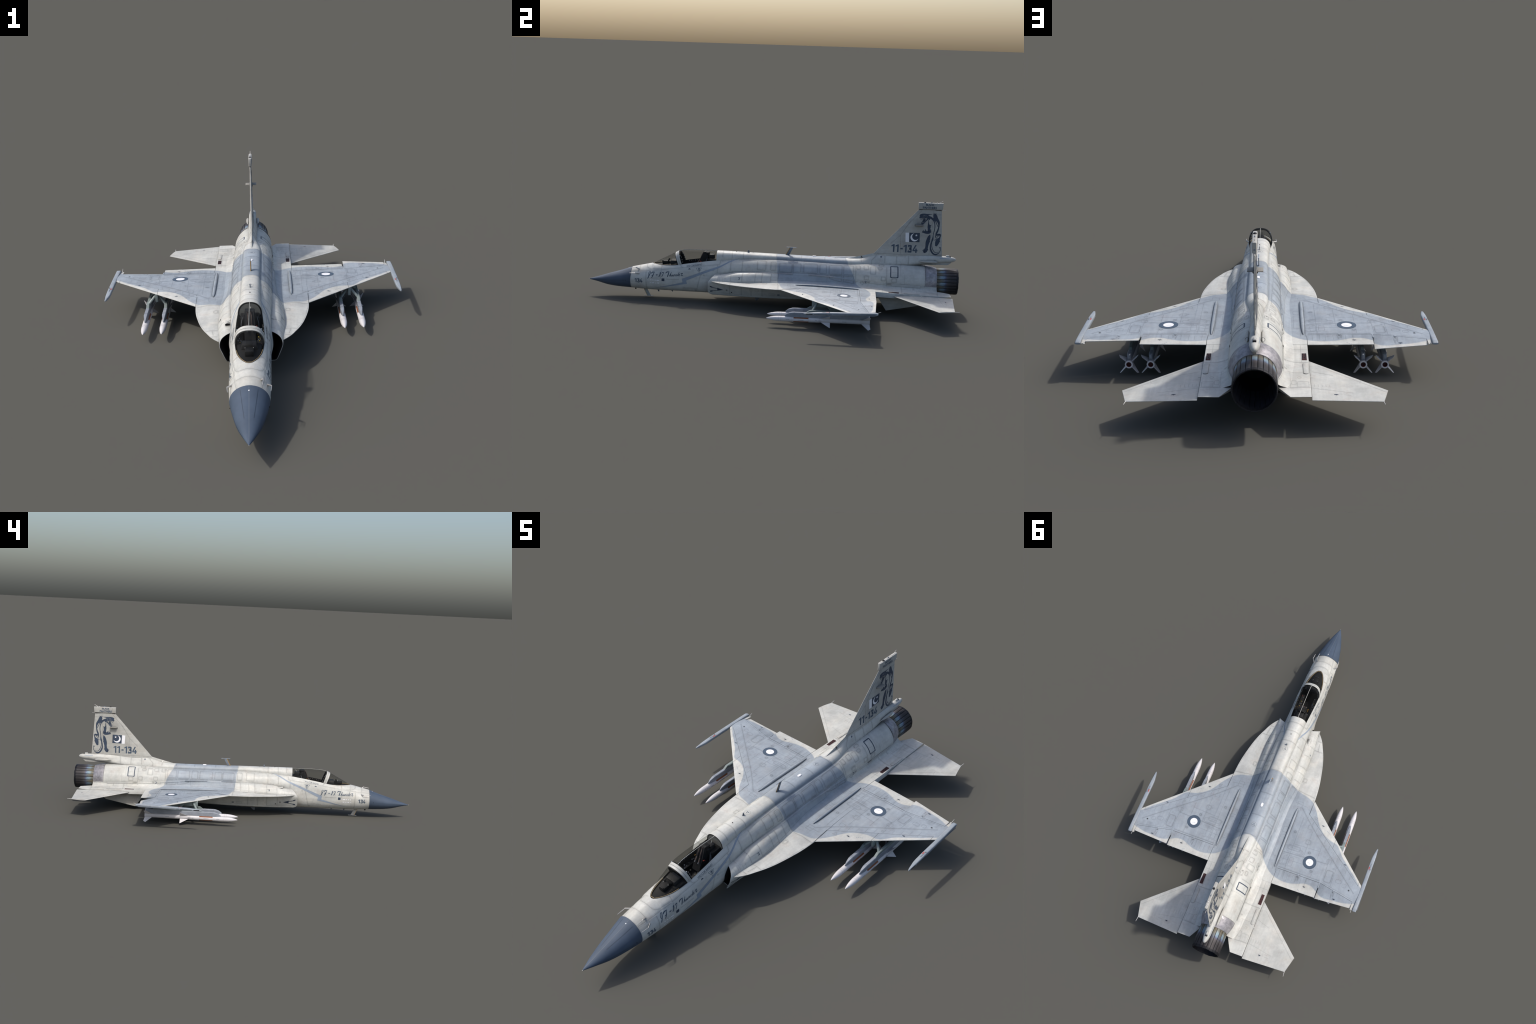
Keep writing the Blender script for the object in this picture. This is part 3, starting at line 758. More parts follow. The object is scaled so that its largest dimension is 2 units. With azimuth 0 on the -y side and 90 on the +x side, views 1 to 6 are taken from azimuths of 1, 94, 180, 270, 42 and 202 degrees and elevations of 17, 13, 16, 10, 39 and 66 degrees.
# tub
tub = []
for y in np.linspace(-.6415, -.290, 60):
    a, z = sill(y); a = max(a - .0012, .0003); fl = z - .055 * smooth((y + .6415) / .05) - .01 * smooth((y + .56) / .08)
    tub.append([(a, y, z - .0006), (a * .98, y, z - .012 * smooth((y + .6415) / .03)), (a * .92, y, fl), (0, y, fl), (-a * .92, y, fl), (-a * .98, y, z - .012 * smooth((y + .6415) / .03)), (-a, y, z - .0006)])
cockpit = mesh_ob('cockpit_tub', [p for r in tub for p in r], grid_faces(len(tub), 7), M['dark'], sharp=25)
# front shroud, display box and head-up display
sh = []
for y in np.linspace(-.636, -.502, 24):
    a, z = sill(y); u = smooth((y + .636) / .134); a = max(a - .004, .002) * .96
    sh.append([(a * math.cos(t), y, z - .004 + (.001 + .012 * u) * math.sin(t)) for t in np.linspace(0, math.pi, 13)])
mesh_ob('glare_shield', [p for r in sh for p in r], grid_faces(len(sh), 13), M['dark'], parent=cockpit)
box('instrument_hood', (-.030, -.545, .190), (.030, -.500, .2125), M['panelgrey'], .004, parent=cockpit, taper=(.8, .9))
box('display_box', (-.0145, -.590, .185), (.0145, -.540, .2060), M['dark'], .003, parent=cockpit)
box('display_lens', (-.011, -.592, .193), (.011, -.586, .2085), M['panelgrey'], .0015, parent=cockpit)
for s in (1, -1):
    box('hud_post', (s * .014 - .0012, -.560, .200), (s * .014 + .0012, -.553, .2150), M['dark'], .0004, parent=cockpit)
    rod('hud_stud', [(s * .014, -.5655, .2085), (s * .014, -.5655, .2110)], .0010, M['wick'], 6, parent=cockpit)
for s in (1, -1):
    box('display_screen', (s * .014 - .008, -.500, .180), (s * .014 + .008, -.4985, .200), M['panelgrey'], .0006, parent=cockpit)
mesh_ob('hud_glass', [(-.012, -.556, .207), (.012, -.556, .207), (.010, -.530, .236), (-.010, -.530, .236)], [(0, 1, 2, 3)], M['glass'], parent=cockpit)
# seat
seat = box('seat', (-.021, -.392, .150), (.021, -.352, .190), M['dark'], .004, parent=cockpit)
bk = [(-.407, .163), (-.388, .205), (-.366, .2600), (-.362, .2655), (-.352, .2660), (-.346, .258), (-.349, .220), (-.362, .165)]
for name, w0, w1, m in (('seat_back', 0, .0195, 'panelgrey'),):
    v = [(-w1 * (1 if z < .23 else .8), y, z) for y, z in bk] + [(w1 * (1 if z < .23 else .8), y, z) for y, z in bk]
    mesh_ob(name, v, [tuple(range(8)), tuple(range(15, 7, -1))] + [(i, (i + 1) % 8, 8 + (i + 1) % 8, 8 + i) for i in range(8)], M[m], parent=cockpit, sharp=25)
box('headrest', (-.0165, -.362, .2520), (.0165, -.334, .2640), M['dark'], .002, parent=cockpit)
box('seat_shell', (-.0215, -.357, .165), (.0215, -.338, .2500), M['dark'], .003, parent=cockpit)
box('seat_rail_box', (-.018, -.336, .215), (.018, -.306, .2520), M['panelgrey'], .003, parent=cockpit)
box('cockpit_deck', (-.034, -.345, .195), (.034, -.291, .2320), M['dark'], .004, parent=cockpit)
for s in (1, -1):
    rod('harness_strap', [(s * .006, -.3665, .262), (s * .0065, -.3725, .250), (s * .008, -.385, .221), (s * .009, -.395, .205)], .0026, M['strap'], 8, parent=cockpit, flat=1.3)
    rod('harness_buckle', [(s * .009, -.395, .205), (s * .0094, -.399, .199)], .0030, M['hose'], 8, parent=cockpit)
    box('console', (s * .036 - .010, -.480, .150), (s * .036 + .010, -.345, .178), M['dark'], .002, parent=cockpit)
    for k in range(3):
        rod('seat_hose', [(s * .026, -.345 + .004 * k, .232), (s * (.031), -.352 + .005 * k, .214), (s * .032, -.360 + .005 * k, .190)], .0015, M['hose'], 6, parent=cockpit)
    rod('ejection_handle', [(s * .023, -.372, .205), (s * .024, -.377, .213), (s * .024, -.384, .215)], .0018, M['orange' if s < 0 else 'red'], 6, parent=cockpit)
rng = random.Random(3)
for k in range(46):
    s = rng.choice((1, -1)); y = rng.uniform(-.475, -.345); x = s * rng.uniform(.027, .0445)
    c = rng.choice(['panelgrey'] * 4 + ['hose', 'hose', 'wick', 'red', 'orange', 'yellow', 'navy'])
    w = rng.uniform(.0010, .0024)
    box('console_switch', (x - w, y - w, .1775), (x + w, y + w, .1775 + rng.uniform(.001, .004)), M[c], 0, parent=cockpit)
for s in (1, -1):
    for k in range(9):
        y = -.465 + k * .012 + rng.uniform(-.002, .002); a, z = sill(y)
        box('sill_switch', (s * (a - .003) - .0008, y - .0012, z - .0075), (s * (a - .003) + .0008, y + .0012, z - .0055), M['wick' if k % 3 else 'hose'], 0, parent=cockpit)
rod('control_stick', [(0, -.43, .148), (0, -.432, .175), (.001, -.434, .186)], [.0018, .0018, .0032], M['dark'], 8, parent=cockpit)

# ----------------------------------------------------------------------------- small fuselage fittings
def blade(name, base, tip, z0, z1, th, mat, edge=None):
    (a, b), (c, d) = base, tip
    ob = loft(name, [[(-th, y0 + .3 * (y1 - y0), z), (0, y0, z), (th, y0 + .3 * (y1 - y0), z), (0, y1, z)] for y0, y1, z in ((a, b, z0), (c, d, z1))], mat)
    if edge: loft(name + '_edge', [[(-th * .65, y0 + .0028, z), (0, y0 - .0006, z), (th * .65, y0 + .0028, z)] for y0, y1, z in ((a, b, z0 + .001), (c, d, z1 - .001))], edge, parent=ob)
    return ob
ub = blade('blade_antenna', (.0760, .0960), (.1000, .1180), .262, .3085, .0022, M['bluedark'], M['orange'])
box('antenna_plate', (-.0024, .0815, .3076), (.0024, .1350, .3100), M['blue'], .0005, parent=ub)
lb = blade('blade_antenna', (-.6985, -.6780), (-.6765, -.6550), .046, .0022, .0022, M['white'], M['gold'])
box('antenna_plate', (-.0024, -.6915, .0006), (.0024, -.6415, .0036), M['white'], .0005, parent=lb)
loft('belly_lamp', [[(r * math.cos(a), -.740 + r * math.sin(a), z) for a in np.linspace(0, 2 * math.pi, 14, endpoint=False)] for z, r in ((.050, .0045), (.040, .0042), (.0365, .003))], M['black'])
blade('belly_spike', (-.621, -.611), (-.616, -.608), .045, .0285, .0012, M['bluedark'])
blade('belly_spike', (-.548, -.535), (-.5385, -.533), .045, .0315, .0015, M['bluedark'])
loft('belly_pod', [[(x, y, z) for x, z in ((-w, .046), (-w, z0 + .004), (-w * .7, z0), (w * .7, z0), (w, z0 + .004), (w, .046))] for y, w, z0 in ((-.19, .012, .040), (-.155, .017, .0285), (-.09, .018, .0245), (.0345, .018, .0235), (.035, .018, .0236))], M['fin'], sharp=30)
slab('belly_blade', [(0, -.0800, .025), (0, -.0790, .0035), (0, -.0700, .0035), (0, -.0480, .025)], .0022, M['bluedark'])
blade('spine_blade', (-.1300, -.1165), (-.1255, -.1200), .268, .2835, .0018, M['bluedark'])
loft('spine_stud', [[(r * math.cos(a), -.1872 + r * math.sin(a), z) for a in np.linspace(0, 2 * math.pi, 12, endpoint=False)] for z, r in ((.268, .0022), (.2735, .0020), (.2742, .0012))], M['dark'])
def pill(name, cx, cy, z, rx, ry, h, mat, parent=None, n=24):
    r3 = []
    for k, (q, zz) in enumerate(((1.0, -.004), (1.0, h * .5), (.85, h), (.3, h * 1.12))):
        r3.append([(cx + q * rx * sgnpow(math.cos(a), .7), cy + q * ry * sgnpow(math.sin(a), .7), z + zz) for a in np.linspace(0, 2 * math.pi, n, endpoint=False)])
    return loft(name, r3, mat, parent=parent)
pill('strobe_lamp', 0, .2329, .2650, .0062, .0110, .0024, M['mwhite'])
pill('radome_stud', 0, -.7762, .1543, .0026, .0026, .0012, M['mwhite'])
# pitot and angle probes around the nose
for nm, base, elbow, tip in (('pitot_probe', (-.0580, -.7080, .1402), (-.0722, -.7200, .1405), (-.0692, -.7600, .1416)),
                             ('pitot_probe', (.0580, -.7080, .1390), (.0712, -.7270, .1440), (.0689, -.7598, .1420)),
                             ('pitot_probe', (.0375, -.7100, .1580), (.0457, -.7291, .1693), (.0432, -.7601, .1643))):
    B, E_, T_ = map(Vector, (base, elbow, tip))
    o = rod(nm, [B - (E_ - B) * .3, E_, E_ + (T_ - E_) * .06], [.0042, .0026, .0016], M['metal'], 10, flat=.6)
    rod('probe_tube', [E_ + (E_ - T_) * .03, E_ + (T_ - E_) * .55, T_], [.0014, .0013, .0009], M['metal'], 8, parent=o)
for s in (1, -1): rod('angle_vane', [(s * .058, -.782, .098), (s * .0632, -.783, .098), (s * .0650, -.784, .098)], [.0022, .0014, .0005], M['dark'], 8)
# cooling scoops on the shoulder of the intakes
for s, y, x, z, k in ((-1, -.2311, .0866, .1655, 1.0), (-1, -.1564, .1130, .1560, .55)):
    sc = []
    for t in np.linspace(0, 1, 8):
        w = .0098 * k * (1 - .35 * t); h = .0075 * k * (1 - t) ** .8 + .0004
        sc.append([(s * x + w * math.cos(a), y - .008 * k + .040 * k * t, z + h * math.sin(a) - .001 + .002 * t) for a in np.linspace(0, math.pi, 11)])
    o = mesh_ob('cooling_scoop', [p for r in sc for p in r], grid_faces(8, 11), M['white'])
    mesh_ob('scoop_black_plate', [(p[0], p[1] + .001, p[2]) for p in sc[0]], [tuple(range(11))], M['void'], parent=o)  # black plate closes the scoop front in place of an opening

# ----------------------------------------------------------------------------- stores: racks and missiles
def missile_parts():
    """mesh data for one missile, axis along y through the origin, nose at y=0"""
    body = [(0, .0003), (.004, .0024), (.012, .0052), (.024, .0084), (.038, .0109), (.052, .0125), (.066, .0132), (.10, .0134), (.255, .0133), (.2665, .0131), (.268, .0126),
            (.470, .0126), (.478, .0120), (.482, .0118), (.498, .0118), (.505, .0128), (.516, .0138), (.5160, .0090)]
    return body
axis_dir = .007
proto = {}
def make_missile(x, y0, z0):
    e = None
    if 'body' not in proto:
        b = loft('missile', lathe_data(missile_parts(), 32), M['missile'], caps=(True, False), sharp=35); e = b
        proto['body'] = b.data
        me_parts = []
        q = loft('missile_exhaust', lathe_data([(.5155, .0092), (.500, .0085), (.4995, .0005)], 24), M['vent'], caps=(False, False)); me_parts.append(q)
        rr_ = []
        for yb in (.0640, .0750, .1300, .2680, .2120):
            w_ = .0005
            q = loft('missile_seam', lathe_data([(yb - w_, .0120), (yb - w_, .01355), (yb + w_, .01355), (yb + w_, .0120)], 32), M['mseam'], caps=(False, False)); me_parts.append(q)
        for k in range(4):
            a0 = math.pi / 4 + k * math.pi / 2; v = []
            for yb in (.138, .2125):
                for a in np.linspace(a0 - .28, a0 + .28, 5): v.append((.01358 * math.cos(a), yb, .01358 * math.sin(a)))
            v += [(p[0] * .95, p[1], p[2] * .95) for p in v]
            q = mesh_ob('missile_band', v, grid_faces(2, 5) + grid_faces(2, 5, base=10, flip=True) + [(0, 5, 15, 10), (4, 9, 19, 14), (0, 4, 14, 10), (5, 9, 19, 15)], M['brown'], smooth=False); me_parts.append(q)
        for name, pts in (('missile_wing', [(.010, .2700), (.0420, .3180), (.0415, .3192), (.010, .3192)]), ('missile_tail_fin', [(.0105, .4720), (.0468, .5080), (.0400, .5195), (.0125, .5140)])):
            for k in range(4):
                a = math.pi / 4 + k * math.pi / 2; u = Vector((math.cos(a), 0, math.sin(a))); w = Vector((-math.sin(a), 0, math.cos(a)))
                q = slab(name, [tuple(u * r + Vector((0, y, 0))) for r, y in pts], .0009, M['missile'], edge=.0003); me_parts.append(q)
        for k in range(7):
            a = .1; 
        for q in me_parts: q.parent = b
        proto['parts'] = [(q.name.split('.')[0], q.data) for q in me_parts]
    else:
        e = D.objects.new('missile', proto['body']); link(e)
        for nm, me in proto['parts']: link(D.objects.new(nm, me), e)
    e.location = (x, y0, z0); e.rotation_euler = (axis_dir, 0, 0)
    return e

for s in (1, -1):
    rack = D.objects.new('missile_rack', None); link(rack)
    for x in (.4412, .3662):
        make_missile(s * x, .0100, .0386)
        # launcher above the missile
        w = .0078; rr = []
        for y, z0, z1, ww in ((.1035, .0520, .0585, .0012), (.118, .0520, .0690, .0050), (.1375, .0525, .0752, w), (.150, .0525, .0762, w), (.30, .0535, .0775, w), (.505, .0548, .0785, w), (.516, .0560, .0780, w * .8), (.5215, .0640, .0760, w * .4)):
            rr.append([(s * x - ww, y, z0), (s * x + ww, y, z0), (s * x + ww, y, z1 - .003), (s * x + ww * .7, y, z1), (s * x - ww * .7, y, z1), (s * x - ww, y, z1 - .003)])
        la = loft('launcher', rr, M['launch'], parent=rack, sharp=12)
        for yb in (.150, .195): 
            box('launcher_joint', (s * x - w - .0003, yb, .060), (s * x + w + .0003, yb + .0008, .0768), M['bluedark'], parent=rack)
        # green-grey adapter beam on the launcher
        w = .0062; rr = []
        for y, z1 in ((.2095, .0772), (.2260, .0885), (.235, .0898), (.45, .0930), (.475, .0860), (.482, .079)):
            rr.append([(s * x - w, y, .0745), (s * x + w, y, .0745), (s * x + w, y, z1 - .0015), (s * x + w * .7, y, z1), (s * x - w * .7, y, z1), (s * x - w, y, z1 - .0015)])
        loft('adapter_beam', rr, M['rack'], parent=rack, sharp=12)
        # struts from the pylon out to the beam
        sx = 1 if x > .40 else -1
        for ya, yb in ((.262, .240), (.335, .335), (.430, .430)):
            rod('rack_strut', [(s * (.4037 + sx * .004), ya, .1190), (s * (x - sx * .003), yb, .0860)], .0052, M['rack'], 8, parent=rack, flat=1.2)
        rr = [[(s * (.4037 + t * (x - .4037)) - .001, y, .1200 - .034 * t), (s * (.4037 + t * (x - .4037)) + .001, y, .1240 - .034 * t), (s * (.4037 + t * (x - .4037)) + .001, y + dy, .1240 - .034 * t), (s * (.4037 + t * (x - .4037)) - .001, y + dy, .1200 - .034 * t)] for t, y, dy in ((0, .30, .15), (1, .33, .10))]
        loft('rack_web', rr, M['rack'], parent=rack)
    w = .0068
    loft('pylon', [[(s * .4037 - ww, y, z0), (s * .4037 + ww, y, z0), (s * .4037 + ww, y, .1275), (s * .4037 - ww, y, .1275)] for y, z0, ww in ((.238, .1030, .0045), (.246, .0985, w), (.46, .1000, w), (.485, .116, w * .6))], M['rack'], parent=rack, sharp=25)
    box('pylon_foot', (s * .4037 - .0055, .236, .094), (s * .4037 + .0055, .262, .128), M['rack'], .0015, parent=rack)

# ----------------------------------------------------------------------------- markings and panel seams laid on the skins
def tree(*keys):
    V, F = [], []
    for k in keys:
        for v, f in SRC[k]:
            b = len(V); V += v; F += [tuple(i + b for i in q) for q in f]
    return BVHTree.FromPolygons(V, F)
T_HULL = tree('hull')
for s in (1, -1):                        # black sheet added over the hull behind the lip to darken the duct
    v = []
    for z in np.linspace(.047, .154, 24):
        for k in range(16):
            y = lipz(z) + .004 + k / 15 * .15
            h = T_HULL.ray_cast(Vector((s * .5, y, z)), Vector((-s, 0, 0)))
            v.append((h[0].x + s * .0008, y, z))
    mesh_ob('intake_dark_sheet', v, grid_faces(24, 16), M['void'])
T_SIDE = tree('hull', 'fair', 'spine', 'shelf', 'wing')
T_BODY = tree('hull', 'fair', 'spine', 'shelf')
T_TOP = tree('hull', 'fair', 'spine', 'shelf', 'wing', 'stab')
T_WING = tree('wing'); T_STAB = tree('stab')
T_FIN = tree('fin', 'spine'); T_CAP = tree('cap'); T_RAD = tree('radome')
T_SHELF = tree('shelf', 'fair', 'hull')

def cast(tr, mode, p, s=1):
    """project a 2D marking coordinate on a skin: side (y,z), top (x,y), ring (angle deg,y), bottom (x,y)"""
    if mode == 'side': o, d = Vector((s * .6, p[0], p[1])), Vector((-s, 0, 0))
    elif mode == 'top': o, d = Vector((s * p[0], p[1], 1.0)), Vector((0, 0, -1))
    elif mode == 'bottom': o, d = Vector((s * p[0], p[1], -1.0)), Vector((0, 0, 1))
    elif mode == 'ring':
        a = math.radians(p[0]); o = Vector((s * .5 * math.sin(a), p[1], .165 + .5 * math.cos(a))); d = Vector((-s * math.sin(a), 0, -math.cos(a)))
    h = tr.ray_cast(o, d)
    if h[0] is None: return None, None
    nrm = h[1] if h[1].dot(d) < 0 else -h[1]
    return h[0], nrm

SEAMS = {}
def seam(pts, mode='side', tr=None, sides=(1, -1), w=.0008, mat='seam', closed=False, parent='panel_seams', step=.005, lift=.00028):
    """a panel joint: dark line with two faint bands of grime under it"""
    if mat == 'seam' and w >= .00065:
        k = w / .0008
        ribbon(pts, mode, tr, sides, .0052 * k, 'halo2', closed, 'seam_grime_shade', step, .00012)
        ribbon(pts, mode, tr, sides, .0026 * k, 'halo', closed, 'seam_grime_shade', step, .00020)
    elif mat == 'seam': mat = 'faint'
    if mat == 'seam' and w < .0008: mat = 'faint'
    ribbon(pts, mode, tr, sides, w, mat, closed, parent, step, lift)
def ribbon(pts, mode, tr, sides, w, mat, closed, parent, step, lift):
    tr = tr or T_SIDE
    if closed: pts = list(pts) + [pts[0]]
    P = [np.array(p, float) for p in pts]; samp = [P[0]]
    for a, b in zip(P[:-1], P[1:]):
        L = np.linalg.norm((b - a) * ((.0015, 1) if mode == 'ring' else (1, 1)))
        k = max(1, int(math.ceil(L / step)))
        samp += [a + (b - a) * i / k for i in range(1, k + 1)]
    for s in sides:
        run = []
        def flush(run):
            if len(run) < 2: return
            V, F = SEAMS.setdefault((parent, mat), ([], []))
            for i, (c, nn) in enumerate(run):
                t = run[min(i + 1, len(run) - 1)][0] - run[max(i - 1, 0)][0]
                if t.length < 1e-8: t = Vector((0, 1, 0))
                side = nn.cross(t.normalized()); b = len(V)
                V.append(c + nn * lift + side * w); V.append(c + nn * lift - side * w)
                if i: F.append((b - 2, b - 1, b + 1, b))
        for q in samp:
            c, nn = cast(tr, mode, q, s)
            if c is None or (run and (c - run[-1][0]).length > .02):
                flush(run); run = []
                if c is None: continue
            run.append((c, nn))
        flush(run)

def rect(y0, y1, z0, z1, r=.003):
    P = []
    for cx, cz, a0 in ((y1 - r, z1 - r, 0), (y0 + r, z1 - r, 90), (y0 + r, z0 + r, 180), (y1 - r, z0 + r, 270)):
        for k in range(4): a = math.radians(a0 + 30 * k); P.append((cx + r * math.cos(a), cz + r * math.sin(a)))
    return P
def circle(cx, cy, r, n=20): return [(cx + r * math.cos(2 * math.pi * k / n), cy + r * math.sin(2 * math.pi * k / n)) for k in range(n)]

DEC = {}
def decal(polys, mode, tr, s=1, mat='navy', cell=.007, lift=.0004, name='marking'):
    """thin film of 2D polygons draped on a skin"""
    bm = bmesh.new()
    for poly in polys:
        vs = [bm.verts.new((p[0], p[1], 0)) for p in poly]
        if len(vs) >= 3:
            try: bm.faces.new(vs)
            except ValueError: pass
    bmesh.ops.triangulate(bm, faces=bm.faces[:], quad_method='BEAUTY', ngon_method='BEAUTY')
    if cell:
        xs_ = [v.co.x for v in bm.verts]; ys_ = [v.co.y for v in bm.verts]
        if not xs_: return
        for ax, lo, hi in ((0, min(xs_), max(xs_)), (1, min(ys_), max(ys_))):
            k = math.floor(lo / cell) + 1
            while k * cell < hi:
                co = [0, 0, 0]; co[ax] = k * cell; no = [0, 0, 0]; no[ax] = 1
                bmesh.ops.bisect_plane(bm, geom=bm.verts[:] + bm.edges[:] + bm.faces[:], plane_co=co, plane_no=no, dist=1e-6); k += 1
    V, F = DEC.setdefault((name, mat), ([], [])); mp = {}
    for v in bm.verts:
        c, nn = cast(tr, mode, (v.co.x, v.co.y), s)
        if c is not None: mp[v] = len(V); V.append(c + nn * lift)
    for fc in bm.faces:
        if all(v in mp for v in fc.verts): F.append(tuple(mp[v] for v in fc.verts))
    bm.free()

def stroke(pts, n=None, scale=1.0):
    """tapered brush stroke: control points (x, y, width) -> quads"""
    n = n or 7 * (len(pts) - 1) + 1
    C = catmull(pts, n); L, R = [], []
    for i, p in enumerate(C):
        t = C[min(i + 1, n - 1)][:2] - C[max(i - 1, 0)][:2]; l = np.linalg.norm(t) or 1; t = t / l
        w = max(p[2], .3) * .5 * scale
        L.append((p[0] - t[1] * w, p[1] + t[0] * w)); R.append((p[0] + t[1] * w, p[1] - t[0] * w))
    return [[L[i], L[i + 1], R[i + 1], R[i]] for i in range(n - 1)]

def text_polys(txt, size, offset=0.0, sx=1.0, shear=0.0, spacing=1.0):
    cu = D.curves.new('lettering', 'FONT'); cu.body = txt; cu.size = size; cu.offset = offset; cu.shear = shear; cu.space_character = spacing
    cu.align_x = 'CENTER'; cu.align_y = 'CENTER'; cu.resolution_u = 4
    ob = D.objects.new('lettering', cu); SCN.collection.objects.link(ob)
    dg = bpy.context.evaluated_depsgraph_get(); dg.update()
    me = ob.evaluated_get(dg).to_mesh()
    P = [[(me.vertices[i].co.x * sx, me.vertices[i].co.y) for i in p.vertices] for p in me.polygons]
    ob.evaluated_get(dg).to_mesh_clear(); D.objects.remove(ob); D.curves.remove(cu)
    return P
def fit(polys, u0, u1, v0, v1):
    xs_ = [p[0] for q in polys for p in q]; ys_ = [p[1] for q in polys for p in q]
    a, b, c, d = min(xs_), max(xs_), min(ys_), max(ys_)
    return [[(u0 + (p[0] - a) / (b - a) * (u1 - u0), v0 + (p[1] - c) / (d - c) * (v1 - v0)) for p in q] for q in polys]
def place_text(txt, y0, y1, z0, z1, tr, mat='navy', tilt=0.0, **kw):
    """same words on both flanks, reading left to right on each"""
    P0 = text_polys(txt, .1, **kw)
    for s in (1, -1):
        P = fit(P0, y0, y1, z0, z1) if s > 0 else fit(P0, -y1, -y0, z0, z1)
        if s < 0: P = [[(-p[0], p[1]) for p in q] for q in P]
        ym = (y0 + y1) / 2
        P = [[(p[0], p[1] + tilt * (p[0] - ym)) for p in q] for q in P]
        decal(P, 'side', tr, s, mat)

# --- lettering on the nose, in brush strokes (pixel-like units: x to the right, y down, width)
SCRIPT = [
 [(125, 1115, 10), (112, 1080, 14), (125, 1020, 14), (160, 985, 14), (190, 985, 8)], [(195, 985, 10), (170, 1050, 24), (130, 1140, 26), (100, 1205, 24), (95, 1212, 8)],
 [(215, 1048, 14), (235, 1010, 26), (275, 992, 26), (345, 990, 14)], [(325, 995, 12), (300, 1060, 22), (265, 1140, 26), (228, 1192, 12)], [(230, 1108, 10), (270, 1095, 16), (305, 1092, 10)],
 [(390, 1090, 16), (420, 1085, 26), (458, 1082, 12)],
 [(525, 1030, 10), (560, 1000, 22), (550, 1040, 26), (525, 1110, 26), (500, 1155, 24)],
 [(598, 1035, 12), (625, 1004, 20), (682, 1000, 16)], [(675, 1003, 12), (650, 1060, 18), (620, 1120, 22), (605, 1155, 14)],
 [(752, 1035, 12), (762, 1000, 26), (800, 980, 26), (880, 975, 16)], [(868, 980, 12), (850, 1030, 28), (830, 1100, 30), (812, 1150, 26)],
 [(955, 985, 10), (930, 1040, 18), (900, 1100, 20), (880, 1138, 18)], [(895, 1100, 8), (920, 1072, 12), (938, 1075, 16), (925, 1115, 18), (935, 1132, 10), (955, 1115, 8)],
 [(985, 1075, 10), (968, 1110, 18), (970, 1130, 14), (1000, 1105, 10), (1018, 1075, 16), (1008, 1115, 18), (1018, 1132, 10), (1035, 1115, 8)],
 [(1055, 1072, 14), (1040, 1130, 18)], [(1050, 1100, 8), (1078, 1070, 12), (1096, 1075, 16), (1085, 1112, 18), (1095, 1128, 10), (1118, 1112, 8)],
 [(1172, 1062, 10), (1142, 1070, 14), (1130, 1105, 18), (1150, 1122, 12), (1180, 1090, 10)], [(1240, 980, 10), (1215, 1030, 16), (1190, 1090, 18), (1195, 1122, 12), (1215, 1108, 8)],
 [(1222, 1090, 8), (1255, 1068, 12), (1262, 1045, 14), (1238, 1055, 12), (1225, 1095, 18), (1245, 1118, 12), (1285, 1095, 8)],
 [(1290, 1035, 12), (1330, 1030, 24), (1372, 1025, 20)], [(1345, 1040, 14), (1328, 1080, 20), (1325, 1112, 14), (1350, 1105, 18), (1380, 1085, 8)],
]
def nose_map(px, py):
    return (-.6749 + .0001505 * px, .1482 + .0000072 * px + .0001527 * (1000 - py))
for s in (1, -1):
    for st in SCRIPT:
        Q = stroke([(a if s > 0 else (1485 - a), b, w * 1.12) for a, b, w in st])
        Q = [[nose_map(px, py) for px, py in q] for q in Q]
        if s < 0:  # the port/starboard scripts lean the reading way on each flank
            Q = [[(y + .0, z - .0000) for y, z in q] for q in Q]
        decal(Q, 'side', T_BODY, s, 'slate', cell=0)

